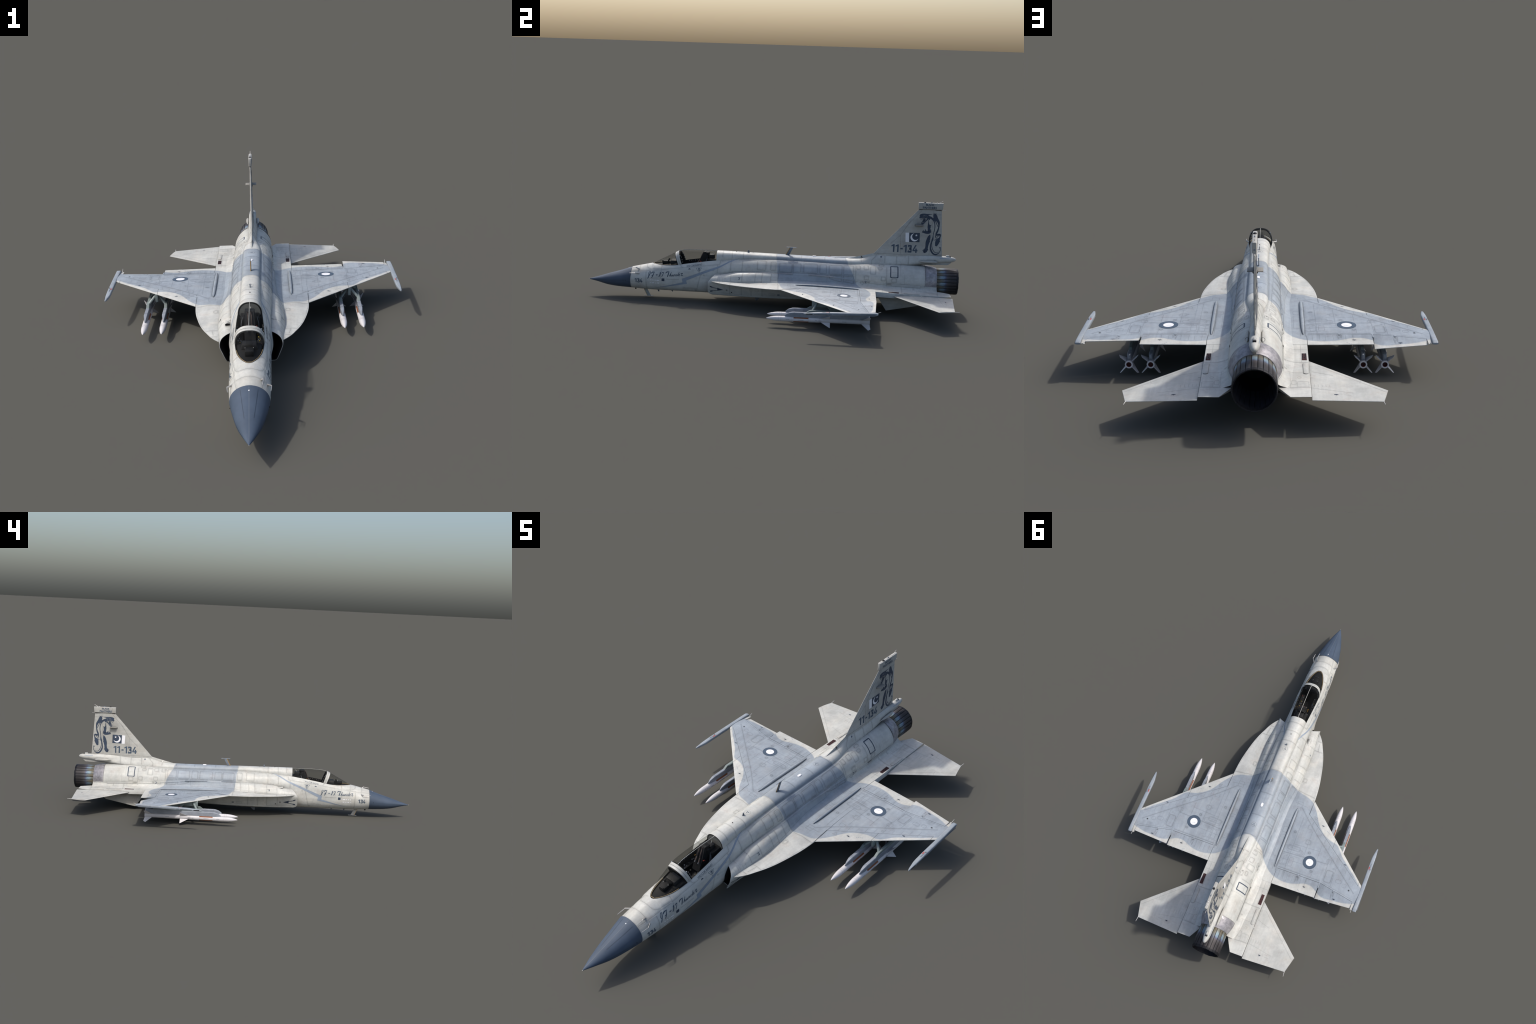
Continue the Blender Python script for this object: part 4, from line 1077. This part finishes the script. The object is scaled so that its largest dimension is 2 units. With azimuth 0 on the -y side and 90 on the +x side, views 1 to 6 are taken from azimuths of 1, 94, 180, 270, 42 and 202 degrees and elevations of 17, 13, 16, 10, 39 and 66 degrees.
place_text('WG CDR RASHID', -.4512, -.3672, .1940, .2025, T_BODY, 'slate', tilt=.155)
tri = [(-.3985, .1860), (-.3680, .1886), (-.3805, .1622)]
seam(tri, 'side', T_BODY, w=.0007, mat='slate', closed=True, parent='marking')
for s in (1, -1):
    decal([[(-.388, .1838), (-.375, .1848), (-.3765, .180), (-.3865, .179)], [(-.385, .1770), (-.377, .1775), (-.381, .169)]], 'side', T_BODY, s, 'slate')
    decal([[(-.4414, .1768), (-.4264, .1776), (-.431, .1815), (-.4345, .1825), (-.438, .180)]], 'side', T_BODY, s, 'navy')
    decal([[(-.5843, .1060), (-.5690, .1058), (-.5690, .1212), (-.5843, .1206)]], 'side', T_BODY, s, 'navy')
    # small white stencil beside it
    for k in range(4):
        decal([rect(-.647 + .012 * k, -.647 + .012 * k + (.007 if k < 3 else .014), .1075, .1115, .001)], 'side', T_BODY, s, 'mwhite')
        decal([rect(-.650 + .014 * k, -.650 + .014 * k + .010, .0915, .0965 if k % 2 else .0945, .001)], 'side', T_BODY, s, 'mwhite')
    decal([rect(-.612, -.600, .1065, .1120, .002)], 'side', T_BODY, s, 'mwhite')
    # lightning bolt
    bolt = [(-.6216, .0640), (-.55, .0820), (-.4768, .1005), (-.4700, .1040), (-.4738, .1242), (-.3613, .1688), (-.2659, .2045), (-.2235, .2262), (-.166, .2440), (-.2240, .2195),
            (-.2757, .1915), (-.3611, .1562), (-.4506, .1152), (-.4466, .0970)]
    up = [bolt[4], bolt[5], bolt[11], bolt[12]]; q2 = [bolt[5], bolt[6], bolt[10], bolt[11]]; q3 = [bolt[6], bolt[7], bolt[9], bolt[10]]; q4 = [bolt[7], bolt[8], bolt[9]]
    q5 = [bolt[3], bolt[4], bolt[12], bolt[13]]; q6 = [bolt[0], bolt[1], bolt[2], bolt[13], (-.55, .0775)]
    decal([up, q2, q3, q4, q5, [bolt[0], bolt[1], (-.55, .0765)], [bolt[1], bolt[3], bolt[13], (-.55, .0765)]], 'side', T_BODY, s, 'stripe')
    # intake warning arrow, chevrons, small stencils
    decal([[(-.2770, .0940), (-.2440, .0822), (-.2770, .0756)]], 'side', T_BODY, s, 'navy')
    decal([[(-.3165, .1030), (-.3030, .0985), (-.3030, .0918), (-.3165, .0960)], [(-.3165, .0735), (-.3030, .0758), (-.3030, .0690), (-.3165, .0662)]], 'side', T_BODY, s, 'navy')
    decal([[(-.3040, .0968), (-.2760, .0908), (-.2760, .0890), (-.3040, .0952)], [(-.3040, .0940), (-.2760, .0878), (-.2760, .0862), (-.3040, .0925)], [(-.3040, .0750), (-.2760, .0802), (-.2760, .0788), (-.3040, .0736)], [(-.3040, .0722), (-.2760, .0778), (-.2760, .0766), (-.3040, .0706)]], 'side', T_BODY, s, 'slate')
    decal([circle(-.2000, .0695, .0032, 12)], 'side', T_BODY, s, 'black')
    decal([rect(-.231, -.222, .0770, .0860, .002)], 'side', T_BODY, s, 'grime')
    decal([rect(.045, .058, .0640, .0675, .001), rect(.045, .058, .0700, .0725, .001)], 'side', T_BODY, s, 'slate')
place_text('2', -.1645, -.1545, .1475, .1575, T_SIDE, 'slate', offset=.002)
place_text('2', .5055, .5163, .1512, .1633, T_SIDE, 'navy', offset=.002)
# door frame outlined in blue on the rear barrel
seam(rect(.6415, .6795, .1880, .2365, .0015), 'side', T_BODY, w=.0025, mat='navy', closed=True, parent='marking')
seam([(.650, .2118), (.672, .2118)], 'side', T_BODY, w=.0006)

# --- tail: serial, flag, panther, squadron name
def fin_map(px, py):
    return (.7705 + .0002336 * (px - 645) + .0000157 * (py - 165), .582 + .0000099 * (px - 645) - .000238 * (py - 165))

GLYPH = {'1': [[(.46, 0), (.82, 0), (.82, 1), (.56, 1), (.46, .78)], [(.46, .78), (.56, 1), (.02, .85), (.02, .70)]],
         '-': [[(0, .38), (1, .38), (1, .56), (0, .56)]],
         '4': [[(.50, 1), (.78, 1), (.30, .36), (.02, .36)], [(.02, .20), (1, .20), (1, .36), (.02, .36)], [(.56, 0), (.84, 0), (.84, .20), (.56, .20)], [(.56, .36), (.84, .36), (.84, .56), (.56, .56)]],
         '3': [[(max(0, min(1, p[0])), max(0, min(1, p[1]))) for p in q] for q in stroke([(.12, .76, .22), (.24, .91, .17), (.50, .93, .16), (.80, .84, .22), (.80, .66, .22), (.64, .55, .15), (.40, .52, .13)]) + stroke([(.40, .52, .13), (.66, .50, .15), (.87, .36, .24), (.84, .16, .24), (.52, .07, .15), (.22, .09, .17), (.11, .26, .22)])]}
def numerals(items, z0, z1, tr, mat='slate'):
    lo, hi = min(i[1] for i in items), max(i[2] for i in items)
    for s in (1, -1):
        for ch, a, b in items:
            if s < 0: a, b = lo + hi - a, lo + hi - b
            P = [[(a + (b - a) * u, z0 + (z1 - z0) * v) for u, v in q] for q in GLYPH[ch]]
            decal(P, 'side', tr, s, mat, cell=.005)
numerals([('1', .6405, .6615), ('1', .6625, .6835), ('-', .6886, .7015), ('1', .7050, .7260), ('3', .7272, .7494), ('4', .7530, .7800)], .3105, .3520, T_FIN)
numerals([('1', -.7330, -.7195), ('3', -.7185, -.7055), ('4', -.7045, -.6895)], .0915, .1140, T_BODY)

place_text('BLACK', .8085, .8520, .5665, .5770, T_CAP, 'slate', offset=.0035)
place_text('PANTHERS', .7945, .8660, .5500, .5625, T_CAP, 'slate', offset=.0035)
FLAG = lambda a, b: fin_map(345 + a, 843 + b)
cres = []
for k in range(19):
    a = math.radians(-62 + 284 * k / 18 - 20); cres.append((205 + 90 * math.cos(a + math.pi / 2 + .55), 100 + 92 * math.sin(a + math.pi / 2 + .55)))
star = [(243 + (30 if k % 2 == 0 else 12) * math.sin(2 * math.pi * k / 10), 62 - (30 if k % 2 == 0 else 12) * math.cos(2 * math.pi * k / 10)) for k in range(10)]
def crescent():
    """moon between a big and an offset smaller disc, open towards the upper hoist-free corner"""
    P, Q = [], []; c0, r0 = (200, 108), 90; c1, r1 = (224, 90), 76
    d = math.hypot(c1[0] - c0[0], c1[1] - c0[1]); base = math.atan2(c1[1] - c0[1], c1[0] - c0[0])
    a0 = math.acos((r0 * r0 + d * d - r1 * r1) / (2 * r0 * d)); a1 = math.acos((r1 * r1 - r0 * r0 + d * d) / (2 * r1 * d))
    b1 = math.pi - math.acos(max(-1, min(1, (r0 * r0 - r1 * r1 - d * d) / (2 * r1 * d)))) 
    N = 24; out = []
    for k in range(N):
        t0 = base + a0 + (2 * math.pi - 2 * a0) * k / (N - 1)
        P.append((c0[0] + r0 * math.cos(t0), c0[1] + r0 * math.sin(t0)))
    e0, e1 = P[0], P[-1]
    f0 = math.atan2(e0[1] - c1[1], e0[0] - c1[0]); f1 = math.atan2(e1[1] - c1[1], e1[0] - c1[0])
    while f1 < f0: f1 += 2 * math.pi
    for k in range(N):
        t = f0 + (f1 - f0) * k / (N - 1); Q.append((c1[0] + r1 * math.cos(t), c1[1] + r1 * math.sin(t)))
    return [[P[k], P[k + 1], Q[k + 1], Q[k]] for k in range(N - 1)]
PANTHER = [  # a leaping big cat in brush strokes (x, y, width)
 # tail and spine line
 [(855, 478, 10), (905, 500, 34), (960, 545, 30), (995, 610, 17), (1006, 680, 14), (1003, 750, 12), (985, 830, 12), (968, 900, 10), (962, 960, 20), (950, 1010, 30), (922, 1080, 14), (906, 1150, 18), (910, 1220, 26), (935, 1285, 28), (975, 1330, 26), (1025, 1343, 24), (1075, 1325, 14), (1115, 1280, 8), (1135, 1225, 8), (1130, 1185, 10), (1112, 1182, 8), (1108, 1208, 6)],
 [(952, 1000, 8), (938, 1070, 9), (936, 1140, 10), (950, 1210, 10), (985, 1275, 10), (1030, 1305, 8), (1080, 1290, 4)],
 # rear-most forelimb and flank
 [(1012, 418, 26), (1012, 470, 70), (1030, 520, 66), (1062, 565, 50), (1088, 610, 42), (1097, 670, 26), (1088, 740, 22), (1070, 800, 26), (1042, 860, 30), (1028, 915, 18), (1014, 965, 8)],
 [(985, 440, 10), (972, 425, 8), (968, 415, 3)], [(1003, 425, 10), (1000, 405, 5)], [(1030, 428, 10), (1036, 408, 4)], [(985, 470, 14), (962, 458, 4)],
 [(985, 555, 5), (1030, 610, 10), (1058, 680, 10), (1080, 720, 4)],
 [(930, 520, 30), (985, 545, 40), (1040, 570, 34), (1070, 600, 10)],
 # near forelimb
 [(858, 555, 6), (868, 600, 12), (862, 650, 22), (875, 710, 56), (872, 765, 46), (880, 815, 66), (850, 838, 56), (800, 838, 46), (755, 832, 30), (712, 835, 5)],
 [(905, 690, 22), (925, 665, 4)], [(800, 810, 26), (790, 765, 5)], [(765, 815, 20), (735, 790, 4)], [(745, 825, 16), (715, 808, 4)], [(800, 850, 20), (815, 868, 5)], [(900, 800, 20), (915, 770, 4)],
 # hind limbs
 [(898, 890, 6), (880, 935, 44), (858, 1000, 62), (838, 1070, 66), (825, 1140, 50), (815, 1200, 52), (795, 1250, 66), (770, 1280, 44), (745, 1255, 12), (722, 1238, 4)],
 [(785, 1240, 20), (768, 1208, 4)], [(765, 1255, 18), (745, 1220, 4)], [(835, 1225, 30), (852, 1245, 6)], [(880, 1060, 20), (892, 1035, 4)],
 [(1028, 905, 16), (1075, 888, 24), (1118, 895, 32), (1125, 930, 18), (1108, 975, 30), (1075, 1020, 72), (1055, 1075, 70), (1040, 1120, 50), (1025, 1150, 30)],
 [(1090, 1050, 30), (1125, 1052, 6)], [(1050, 905, 10), (1085, 915, 10), (1050, 955, 8), (1015, 1010, 6), (990, 1012, 5)],
 # head: brow, muzzle, jaw, nape
 [(668, 465, 26), (700, 450, 40), (760, 440, 40), (830, 438, 24), (890, 432, 12), (945, 430, 4)],
 [(660, 505, 22), (690, 495, 44), (740, 485, 50), (790, 480, 56), (850, 490, 60), (880, 520, 40), (880, 560, 6)],
 [(760, 520, 30), (770, 560, 42), (745, 590, 34), (728, 615, 14)], [(700, 628, 14), (725, 638, 22), (755, 630, 16), (795, 590, 12), (830, 555, 20), (855, 520, 30)],
 [(690, 540, 14), (700, 555, 6)], [(730, 525, 12), (728, 545, 4)], [(706, 625, 10), (708, 600, 4)],
]
for s in (1, -1):
    for st in PANTHER: decal([[fin_map(*p) for p in q] for q in stroke([(a, b, w * 1.22 + 2) for a, b, w in st])], 'side', T_FIN, s, 'navy', cell=0, lift=.00045)
    decal([[fin_map(*p) for p in q] for q in stroke([(735, 470, 4), (765, 462, 12), (800, 468, 4)]) + stroke([(675, 520, 3), (720, 512, 6), (775, 512, 5), (812, 535, 4)]) + stroke([(820, 450, 3), (830, 490, 5), (800, 560, 5)])], 'side', T_FIN, s, 'plate', cell=0, lift=.0008)
    decal([[FLAG(0, 0), FLAG(80, 2), FLAG(78, 216), FLAG(-3, 212)]], 'side', T_FIN, s, 'mwhite', cell=0)
    decal([[FLAG(88, 0), FLAG(323, 8), FLAG(313, 218), FLAG(78, 210)]], 'side', T_FIN, s, 'navy', cell=0)
    decal([[FLAG(*p) for p in q] for q in crescent()], 'side', T_FIN, s, 'mwhite', cell=0, lift=.0008)
    c = (243, 62)
    decal([[FLAG(*star[k]), FLAG(*star[(k + 1) % 10]), FLAG(*c)] for k in range(10)], 'side', T_FIN, s, 'mwhite', cell=0, lift=.0008)
    decal([circle(.5895, .2805, .0042, 16)], 'side', T_FIN, s, 'navy'); decal([circle(.5895, .2805, .0018, 12)], 'side', T_FIN, s, 'stripe', lift=.0008)
    # dark patch below the sensor plate
    decal([rect(.757, .803, .4555, .4665, .005)], 'side', T_FIN, s, 'grime', lift=.0003)
    decal([rect(.8995, .952, .2870, .2895, .001)], 'side', T_FIN, s, 'stripe', lift=.0003)

# fin panel lines
fz = lambda *pts: [fin_map(*p) for p in pts]
FS = dict(tr=T_FIN, mat='fseam', parent='panel_seams')
seam(fz((872, 1352), (880, 1280), (928, 880), (985, 345)), **FS)
seam(fz((5, 1095), (230, 905), (350, 740), (470, 590), (720, 345)), **FS)
seam(fz((230, 905), (225, 1320)), **FS); seam(fz((330, 760), (380, 690), (470, 570)), w=.0005, **FS)
seam(fz((870, 850), (980, 855)), w=.0005, **FS); seam(fz((985, 440), (1150, 445)), w=.0005, **FS)
seam([(.556, .2985), (.63, .2990), (.74, .2985), (.905, .2980)], tr=T_FIN, mat='fseam', w=.0009)
seam([(.541, .262), (.5555, .2760), (.5700, .2970)], tr=T_FIN); seam([(.5405, .262), (.5405, .2440)], tr=T_FIN)
for y in (.610, .672, .735): seam([(y, .297), (y, .250)], tr=T_FIN)
seam([(.855, .5795), (.855, .548)], tr=T_CAP, mat='fseam', w=.0005); seam([(.79, .5795), (.79, .548)], tr=T_CAP, mat='fseam', w=.0005)

# hull panel lines
S = lambda pts, **k: seam(pts, 'side', T_SIDE, **k)
S([(-.6716, .160), (-.6687, .055)]); S([(-.587, .186), (-.5905, .118)])
S([(-.752, .1485), (-.6754, .1554), (-.585, .1674), (-.4695, .1838), (-.3236, .2021), (-.272, .2095), (-.2661, .2320)])
S([(-.4841, .1975), (-.479, .1870), (-.4695, .1838)])
seam([(0, -.6725), (.02, -.672), (.033, -.669), (.0415, -.660), (.0465, -.648), (.0505, -.632), (.054, -.610), (.0565, -.588)], 'top', T_BODY); seam([(0, -.7115), (.03, -.7105), (.055, -.705)], 'top', T_BODY)
S([(-.345, .1760), (-.374, .146), (-.3934, .0650)]); S([(-.345, .176), (-.300, .178)]); S([(-.282, .2080), (-.282, .166)])
S([(-.3934, .070), (-.43, .0720), (-.47, .070)]); S([(-.56, .118), (-.49, .1180)])
for cx, cz, r in ((-.400, .058, .004), (-.355, .150, .0025)): S(circle(cx, cz, r, 12), closed=True)
for y in (-.258, -.2075, -.1475): seam([(0, y), (12, y + .0), (26, y)], 'ring', T_BODY)
for y in (.030, .165, .290, .400, .485): seam([(0, y), (9, y), (19, y)], 'ring', T_BODY)
for y in (-.2115, -.149): S([(y + .001, .234), (y - .001, .183)])
UP = [(.0517, .1173), (.1243, .165), (.1805, .2537), (.2665, .3011), (.3162, .3833), (.3931, .4454)]
for a, b in UP:
    S(rect(a, b, .1905, .2330, .004), closed=True); S([(a - .005, .237), (a - .005, .1895)], w=.0005)
S(rect(-.0674, -.0221, .1945, .2380, .004), closed=True); S(rect(.0045, .0318, .1955, .2350, .004), closed=True)
S([(-.19, .1795), (-.05, .1838), (.1, .1870), (.25, .1880), (.455, .1850)], w=.0006)
S([(.3177, .1790), (.3190, .1845), (.382, .1840), (.3823, .1545), (.350, .1590), (.3195, .1680)], closed=True)
S([(.3919, .1845), (.4455, .1820), (.4470, .1475), (.3925, .1550)], closed=True)
S([(.306, .187), (.306, .150), (.290, .150), (.17, .1530), (.05, .1500), (-.145, .1370)], w=.0006)
S([(.456, .236), (.458, .150)])
for r4 in ((.4613, .4801, .2195, .2360), (.5002, .5241, .2198, .2365), (.5342, .5624, .2003, .2330), (.5741, .5965, .222, .2305), (.5026, .5256, .170, .1898), (.5926, .6148, .1682, .188), (.6475, .6732, .1615, .1830), (.5800, .6060, .2360, .2415), (.519, .533, .154, .164)):
    S(rect(*r4, .003), closed=True)
S(circle(.4925, .1540, .0085, 16), closed=True)
S([(.6205, .232), (.6205, .140)]); S([(.6935, .2250), (.6935, .2080)], w=.0005); S([(.715, .205), (.717, .155)], w=.0005); S([(.690, .1555), (.717, .1545)], w=.0005)
S([(.62, .1500), (.70, .1480), (.80, .1440)]); S([(.70, .146), (.70, .131)]); S([(.762, .146), (.762, .128)])
seam([(8, .824), (50, .824), (100, .824), (130, .824)], 'ring', T_SIDE, w=.0010, mat='grime')
seam([(10, .6935), (40, .6935), (70, .6935)], 'ring', T_SIDE, w=.0005)
# crevice shade painted as dark bands beside the spine and over the intakes
gut = lambda pts, k=1.0: [ribbon(pts, 'side', T_SIDE, (1, -1), w_ * k, m_, False, 'seam_grime_shade', .006, l_) for w_, m_, l_ in ((.0085, 'halo2', .00010), (.0048, 'halo', .00016), (.0020, 'faint', .00022))]
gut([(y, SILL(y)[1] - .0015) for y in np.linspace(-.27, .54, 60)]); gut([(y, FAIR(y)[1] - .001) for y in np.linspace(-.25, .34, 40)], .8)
# intake panel lines
for y in (-.205, -.145, -.075, -.040, .008, .046):
    S([(y + .003, .176 if y < -.1 else .182), (y, .160), (y - .001, .137)])
S([(-.2050, .157), (-.145, .1590)], w=.0005); S([(-.265, .162), (-.265, .128)], w=.0005)
for y in (-.29, -.275, -.25, -.235): S([(y, .150), (y, .128)], w=.0004)
for y in (-.21, -.148, -.095, -.036): S([(y, .112), (y, .056)])
S([(-.255, .0640), (-.19, .0620), (-.185, .058), (-.148, .0575)], w=.0006)
for r4 in ((-.1034, -.0865, .0830, .1000), (-.0732, -.0537, .0832, .0985), (.0, .030, .062, .075)): S(rect(*r4, .003), closed=True, w=.0006)

# upper wing: spars, ribs, access panels
W = lambda pts, **k: seam(pts, 'top', T_WING, **k)
seam([(.127, -.205), (.150, -.2035), (.175, -.205)], 'top', T_TOP)
seam([(.130, .045), (.17, .051), (.2245, .0540)], 'top', T_TOP, w=.0010); seam([(.140, -.250), (.148, -.2040)], 'top', T_TOP)
seam([(.125, -.262), (.146, -.262)], 'top', T_TOP); seam([(.1700, -.2050), (.1910, -.1500), (.2085, -.070), (.2190, .010)], 'top', T_TOP, w=.0005)
seam(rect(.1330, .150, -.030, -.010, .002), 'top', T_TOP, closed=True); seam(rect(.1300, .146, -.035, -.004, .002), 'top', T_TOP, closed=True, w=.0004)
W([(.2272, .070), (.2265, .151)], w=.0012, mat='grime'); W([(.4003, .235), (.4003, .284)], w=.0006)
W([(.180, .130), (.2265, .176), (.30, .243), (.40, .325), (.50, .408), (.575, .470)])
W([(.205, .118), (.140, .112)], w=.0006); W([(.150, .10), (.150, .13), (.178, .13), (.178, .10)], closed=True, w=.0006)
W([(.176, .4668), (.395, .4668)]); W([(.405, .468), (.575, .502)], w=.0006); W([(.172, .45), (.245, .45)], w=.0005)
for x, a, b in ((.2065, .175, .46), (.275, .235, .4), (.345, .292, .4666), (.405, .345, .466), (.40, .33, .38), (.452, .375, .475)): W([(x, a), (x + .002, b)], w=.0006)
W([(.172, .385), (.405, .372)]); W([(.172, .395), (.26, .392)], w=.0005); W([(.205, .330), (.350, .322)], w=.0006); W([(.172, .345), (.205, .345)], w=.0005); W([(.172, .420), (.30, .415)], w=.0005)
for k in range(10):
    x = .262 + .03 * k; W([(x, hingeLE(x) + .004), (x, hingeLE(x) + .030 - .0006 * k)], w=.0005)
W(rect(.183, .250, .340, .362, .009), closed=True, w=.0007); W(rect(.183, .270, .352, .374, .009), closed=True, w=.0005)
W(rect(.412, .447, .400, .462, .008), closed=True); W(rect(.470, .500, .428, .447, .008), closed=True, w=.0006)
W(rect(.262, .285, .285, .308, .003), closed=True, w=.0007); W(rect(.245, .268, .208, .228, .002), closed=True, w=.0006)
W(rect(.395, .418, .345, .368, .004), closed=True, w=.0006); W(rect(.508, .528, .440, .458, .004), closed=True, w=.0006); W(rect(.185, .205, .400, .445, .003), closed=True, w=.0005); W(rect(.215, .235, .400, .445, .003), closed=True, w=.0005)
W(rect(.128, .150, .255, .285, .003), closed=True, w=.0006); W(rect(.128, .150, .300, .42, .003), closed=True, w=.0005); W([(.150, .15), (.150, .49)], w=.0005); W([(.168, .15), (.168, .49)], w=.0009)
W([(.2555, .150), (.266, .168), (.275, .155)], closed=True, w=.0005)
seam([(.1710, .478), (.1712, .558)], 'top', T_TOP, w=.0006)
for x, y in ((.1917, .2664), (.2979, .3481), (.3385, .4350)):
    seam(circle(x, y, .0058, 18), 'top', T_WING, closed=True, w=.0010); seam(circle(x, y, .0028, 12), 'top', T_WING, closed=True, w=.0007)
for x, y in ((.2555, .293), (.44, .385), (.405, .304)): W(circle(x, y, .004, 12), closed=True, w=.0006)
for x0, x1 in ((.19, .215), (.235, .262), (.305, .33)):
    W([(x0, .482), (x0, .525)], w=.0005); W([(x1, .482), (x1, .520)], w=.0005)

# roundels, no-step stars, drips
for s in (1, -1):
    x, y = .3160, .3947
    ring_ = [[(x + r * math.cos(a), y + r * math.sin(a)) for r, a in ((.0188, a0), (.0345, a0), (.0345, a1), (.0188, a1))] for a0, a1 in [(2 * math.pi * k / 48, 2 * math.pi * (k + 1) / 48) for k in range(48)]]
    decal(ring_, 'top', T_WING, s, 'slate', cell=0, lift=.0006); decal([circle(x, y, .0190, 40)], 'top', T_WING, s, 'mwhite', cell=.009, lift=.0005)
    seam([(x - .010, y + .006), (x - .002, y + .003), (x + .006, y + .010)], 'top', T_WING, (s,), w=.0004, lift=.0009)
    def star6(x, y, tr, k=1.0):
        P = []
        for a in (20, 160, 200, 340, 90): 
            a = math.radians(a); P += stroke([(x, y, .0030 * k / .0030), (x + .0085 * k * math.cos(a), y + .0065 * k * math.sin(a), .0)], 3) if False else [[(x - .0016 * k * math.sin(a), y + .0016 * k * math.cos(a)), (x + .0016 * k * math.sin(a), y - .0016 * k * math.cos(a)), (x + .0085 * k * math.cos(a), y + .0065 * k * math.sin(a))]]
        decal(P + [circle(x, y, .0026 * k, 8)], 'top', tr, s, 'navy', cell=0, lift=.0006)
    for x, y in ((.3150, .1845), (.4880, .3420), (.3327, .5227), (.4913, .5285)): star6(x, y, T_WING)
    star6(.2461, .9160, T_STAB)
    seam([(.270, .9155), (.292, .9150)], 'top', T_STAB, (s,), w=.0006, mat='wseam')
    for x, y in ((.342, .203), (.512, .365), (.305, .545)):
        for k in range(4): decal([rect(x + .0065 * k, x + .0065 * k + .0045, y + .0045 * k, y + .0045 * k + .0018, .0004)], 'top', T_WING, s, 'stripe')
    decal([circle(.5474, .4635, .0048, 14)], 'top', T_WING, s, 'grime'); decal([circle(.5474, .4635, .0024, 12)], 'top', T_WING, s, 'black', lift=.0008)
    for x, h in ((.2842, .4825), (.4768, .4960)):
        for dx, ww, ll, mm in ((0, .010, .020, 'halo'), (-.004, .005, .034, 'faint'), (.005, .004, .026, 'faint'), (0, .006, .008, 'grime')): decal([[(x + dx - ww, h), (x + dx + ww, h), (x + dx + ww * .35, h + ll), (x + dx - ww * .4, h + ll * .9)]], 'top', T_WING, s, mm, lift=.0003 + .00008 * dx * 100)
seam([(.172, .477), (.397, .477)], 'top', T_WING, w=.0006, mat='grime')
# tailplane and shelf lines
ST = dict(mode='top', tr=T_STAB, mat='wseam')
seam([(.20, .70), (.40, .882)], w=.0006, **ST); seam([(.178, .755), (.245, .775)], w=.0005, **ST)
for k in range(5): seam([(.182 + .012 * k, .850), (.182 + .012 * k, .868)], w=.0004, **ST)
seam([(.33, .80), (.325, .825)], w=.0005, **ST); seam([(.178, .88), (.30, .90)], w=.0004, **ST)
SH = lambda pts, **k: seam(pts, 'top', T_SHELF, **k)
SH([(.105, .8880), (.13, .8855), (.170, .8855)]); SH([(.100, .700), (.170, .700)]); SH([(.110, .600), (.170, .600)], w=.0006); SH([(.147, .565), (.147, .70)], w=.0005)
SH([(.100, .780), (.148, .780)], w=.0006); SH([(.1705, .56), (.1705, .62)], w=.0005); SH([(.108, .78), (.108, .885)], w=.0005)
SH(circle(.137, .815, .0058, 16), closed=True, w=.0006); SH(rect(.112, .126, .838, .866, .002), closed=True, w=.0006); SH(rect(.130, .165, .845, .882, .003), closed=True, w=.0005)
# spine stencils
for y in (-.098, .345):
    seam(circle(0, y, .013, 18), 'top', T_BODY, sides=(1,), closed=True, w=.0006)
    for s in (1, -1): decal([circle(.0035, y + .003, .0022, 8), circle(.0005, y - .004, .0020, 8)], 'top', T_BODY, s, 'slate')
# radome strips
seam([(0, -.985), (0, -.90), (0, -.762)], 'top', T_RAD, sides=(1,), w=.0008, mat='rpale', parent='radome_strips')
seam([(.0150, -.890), (.0285, -.768)], 'top', T_RAD, w=.0010, mat='rline', parent='radome_strips')
seam([(-.965, .0835), (-.80, .0955), (-.79, .097)], 'side', T_RAD, w=.0007, mat='rline', parent='radome_strips')
# ring where the radome meets the hull
seam([(0, -.7555), (60, -.7555), (120, -.7555), (180, -.7555)], 'ring', T_BODY, w=.0005)

# missile stencils
for ob in [o for o in list(D.objects) if o.name.startswith('missile') and o.parent == ROOT and o.data and len(o.data.vertices) > 300]:
    for y, l in ((.10, .022), (.16, .035), (.245, .012), (.26, .02), (.38, .025)):
        for s in (1, -1): 
            o = box('missile_stencil', (s * .01338 - .0004, y, -.0006), (s * .01338 + .0004, y + l * .8, .0006), M['slate']); o.parent = ob

for (nm, mat), (V, F) in list(SEAMS.items()):
    ob = mesh_ob(nm, V, F, M[mat], fix=False, merge=0, sharp=0); ob['kind'] = 'stuff'
for (nm, mat), (V, F) in list(DEC.items()):
    ob = mesh_ob(nm, V, F, M[mat], fix=False, merge=0, sharp=0)
    ob['kind'] = 'stuff'
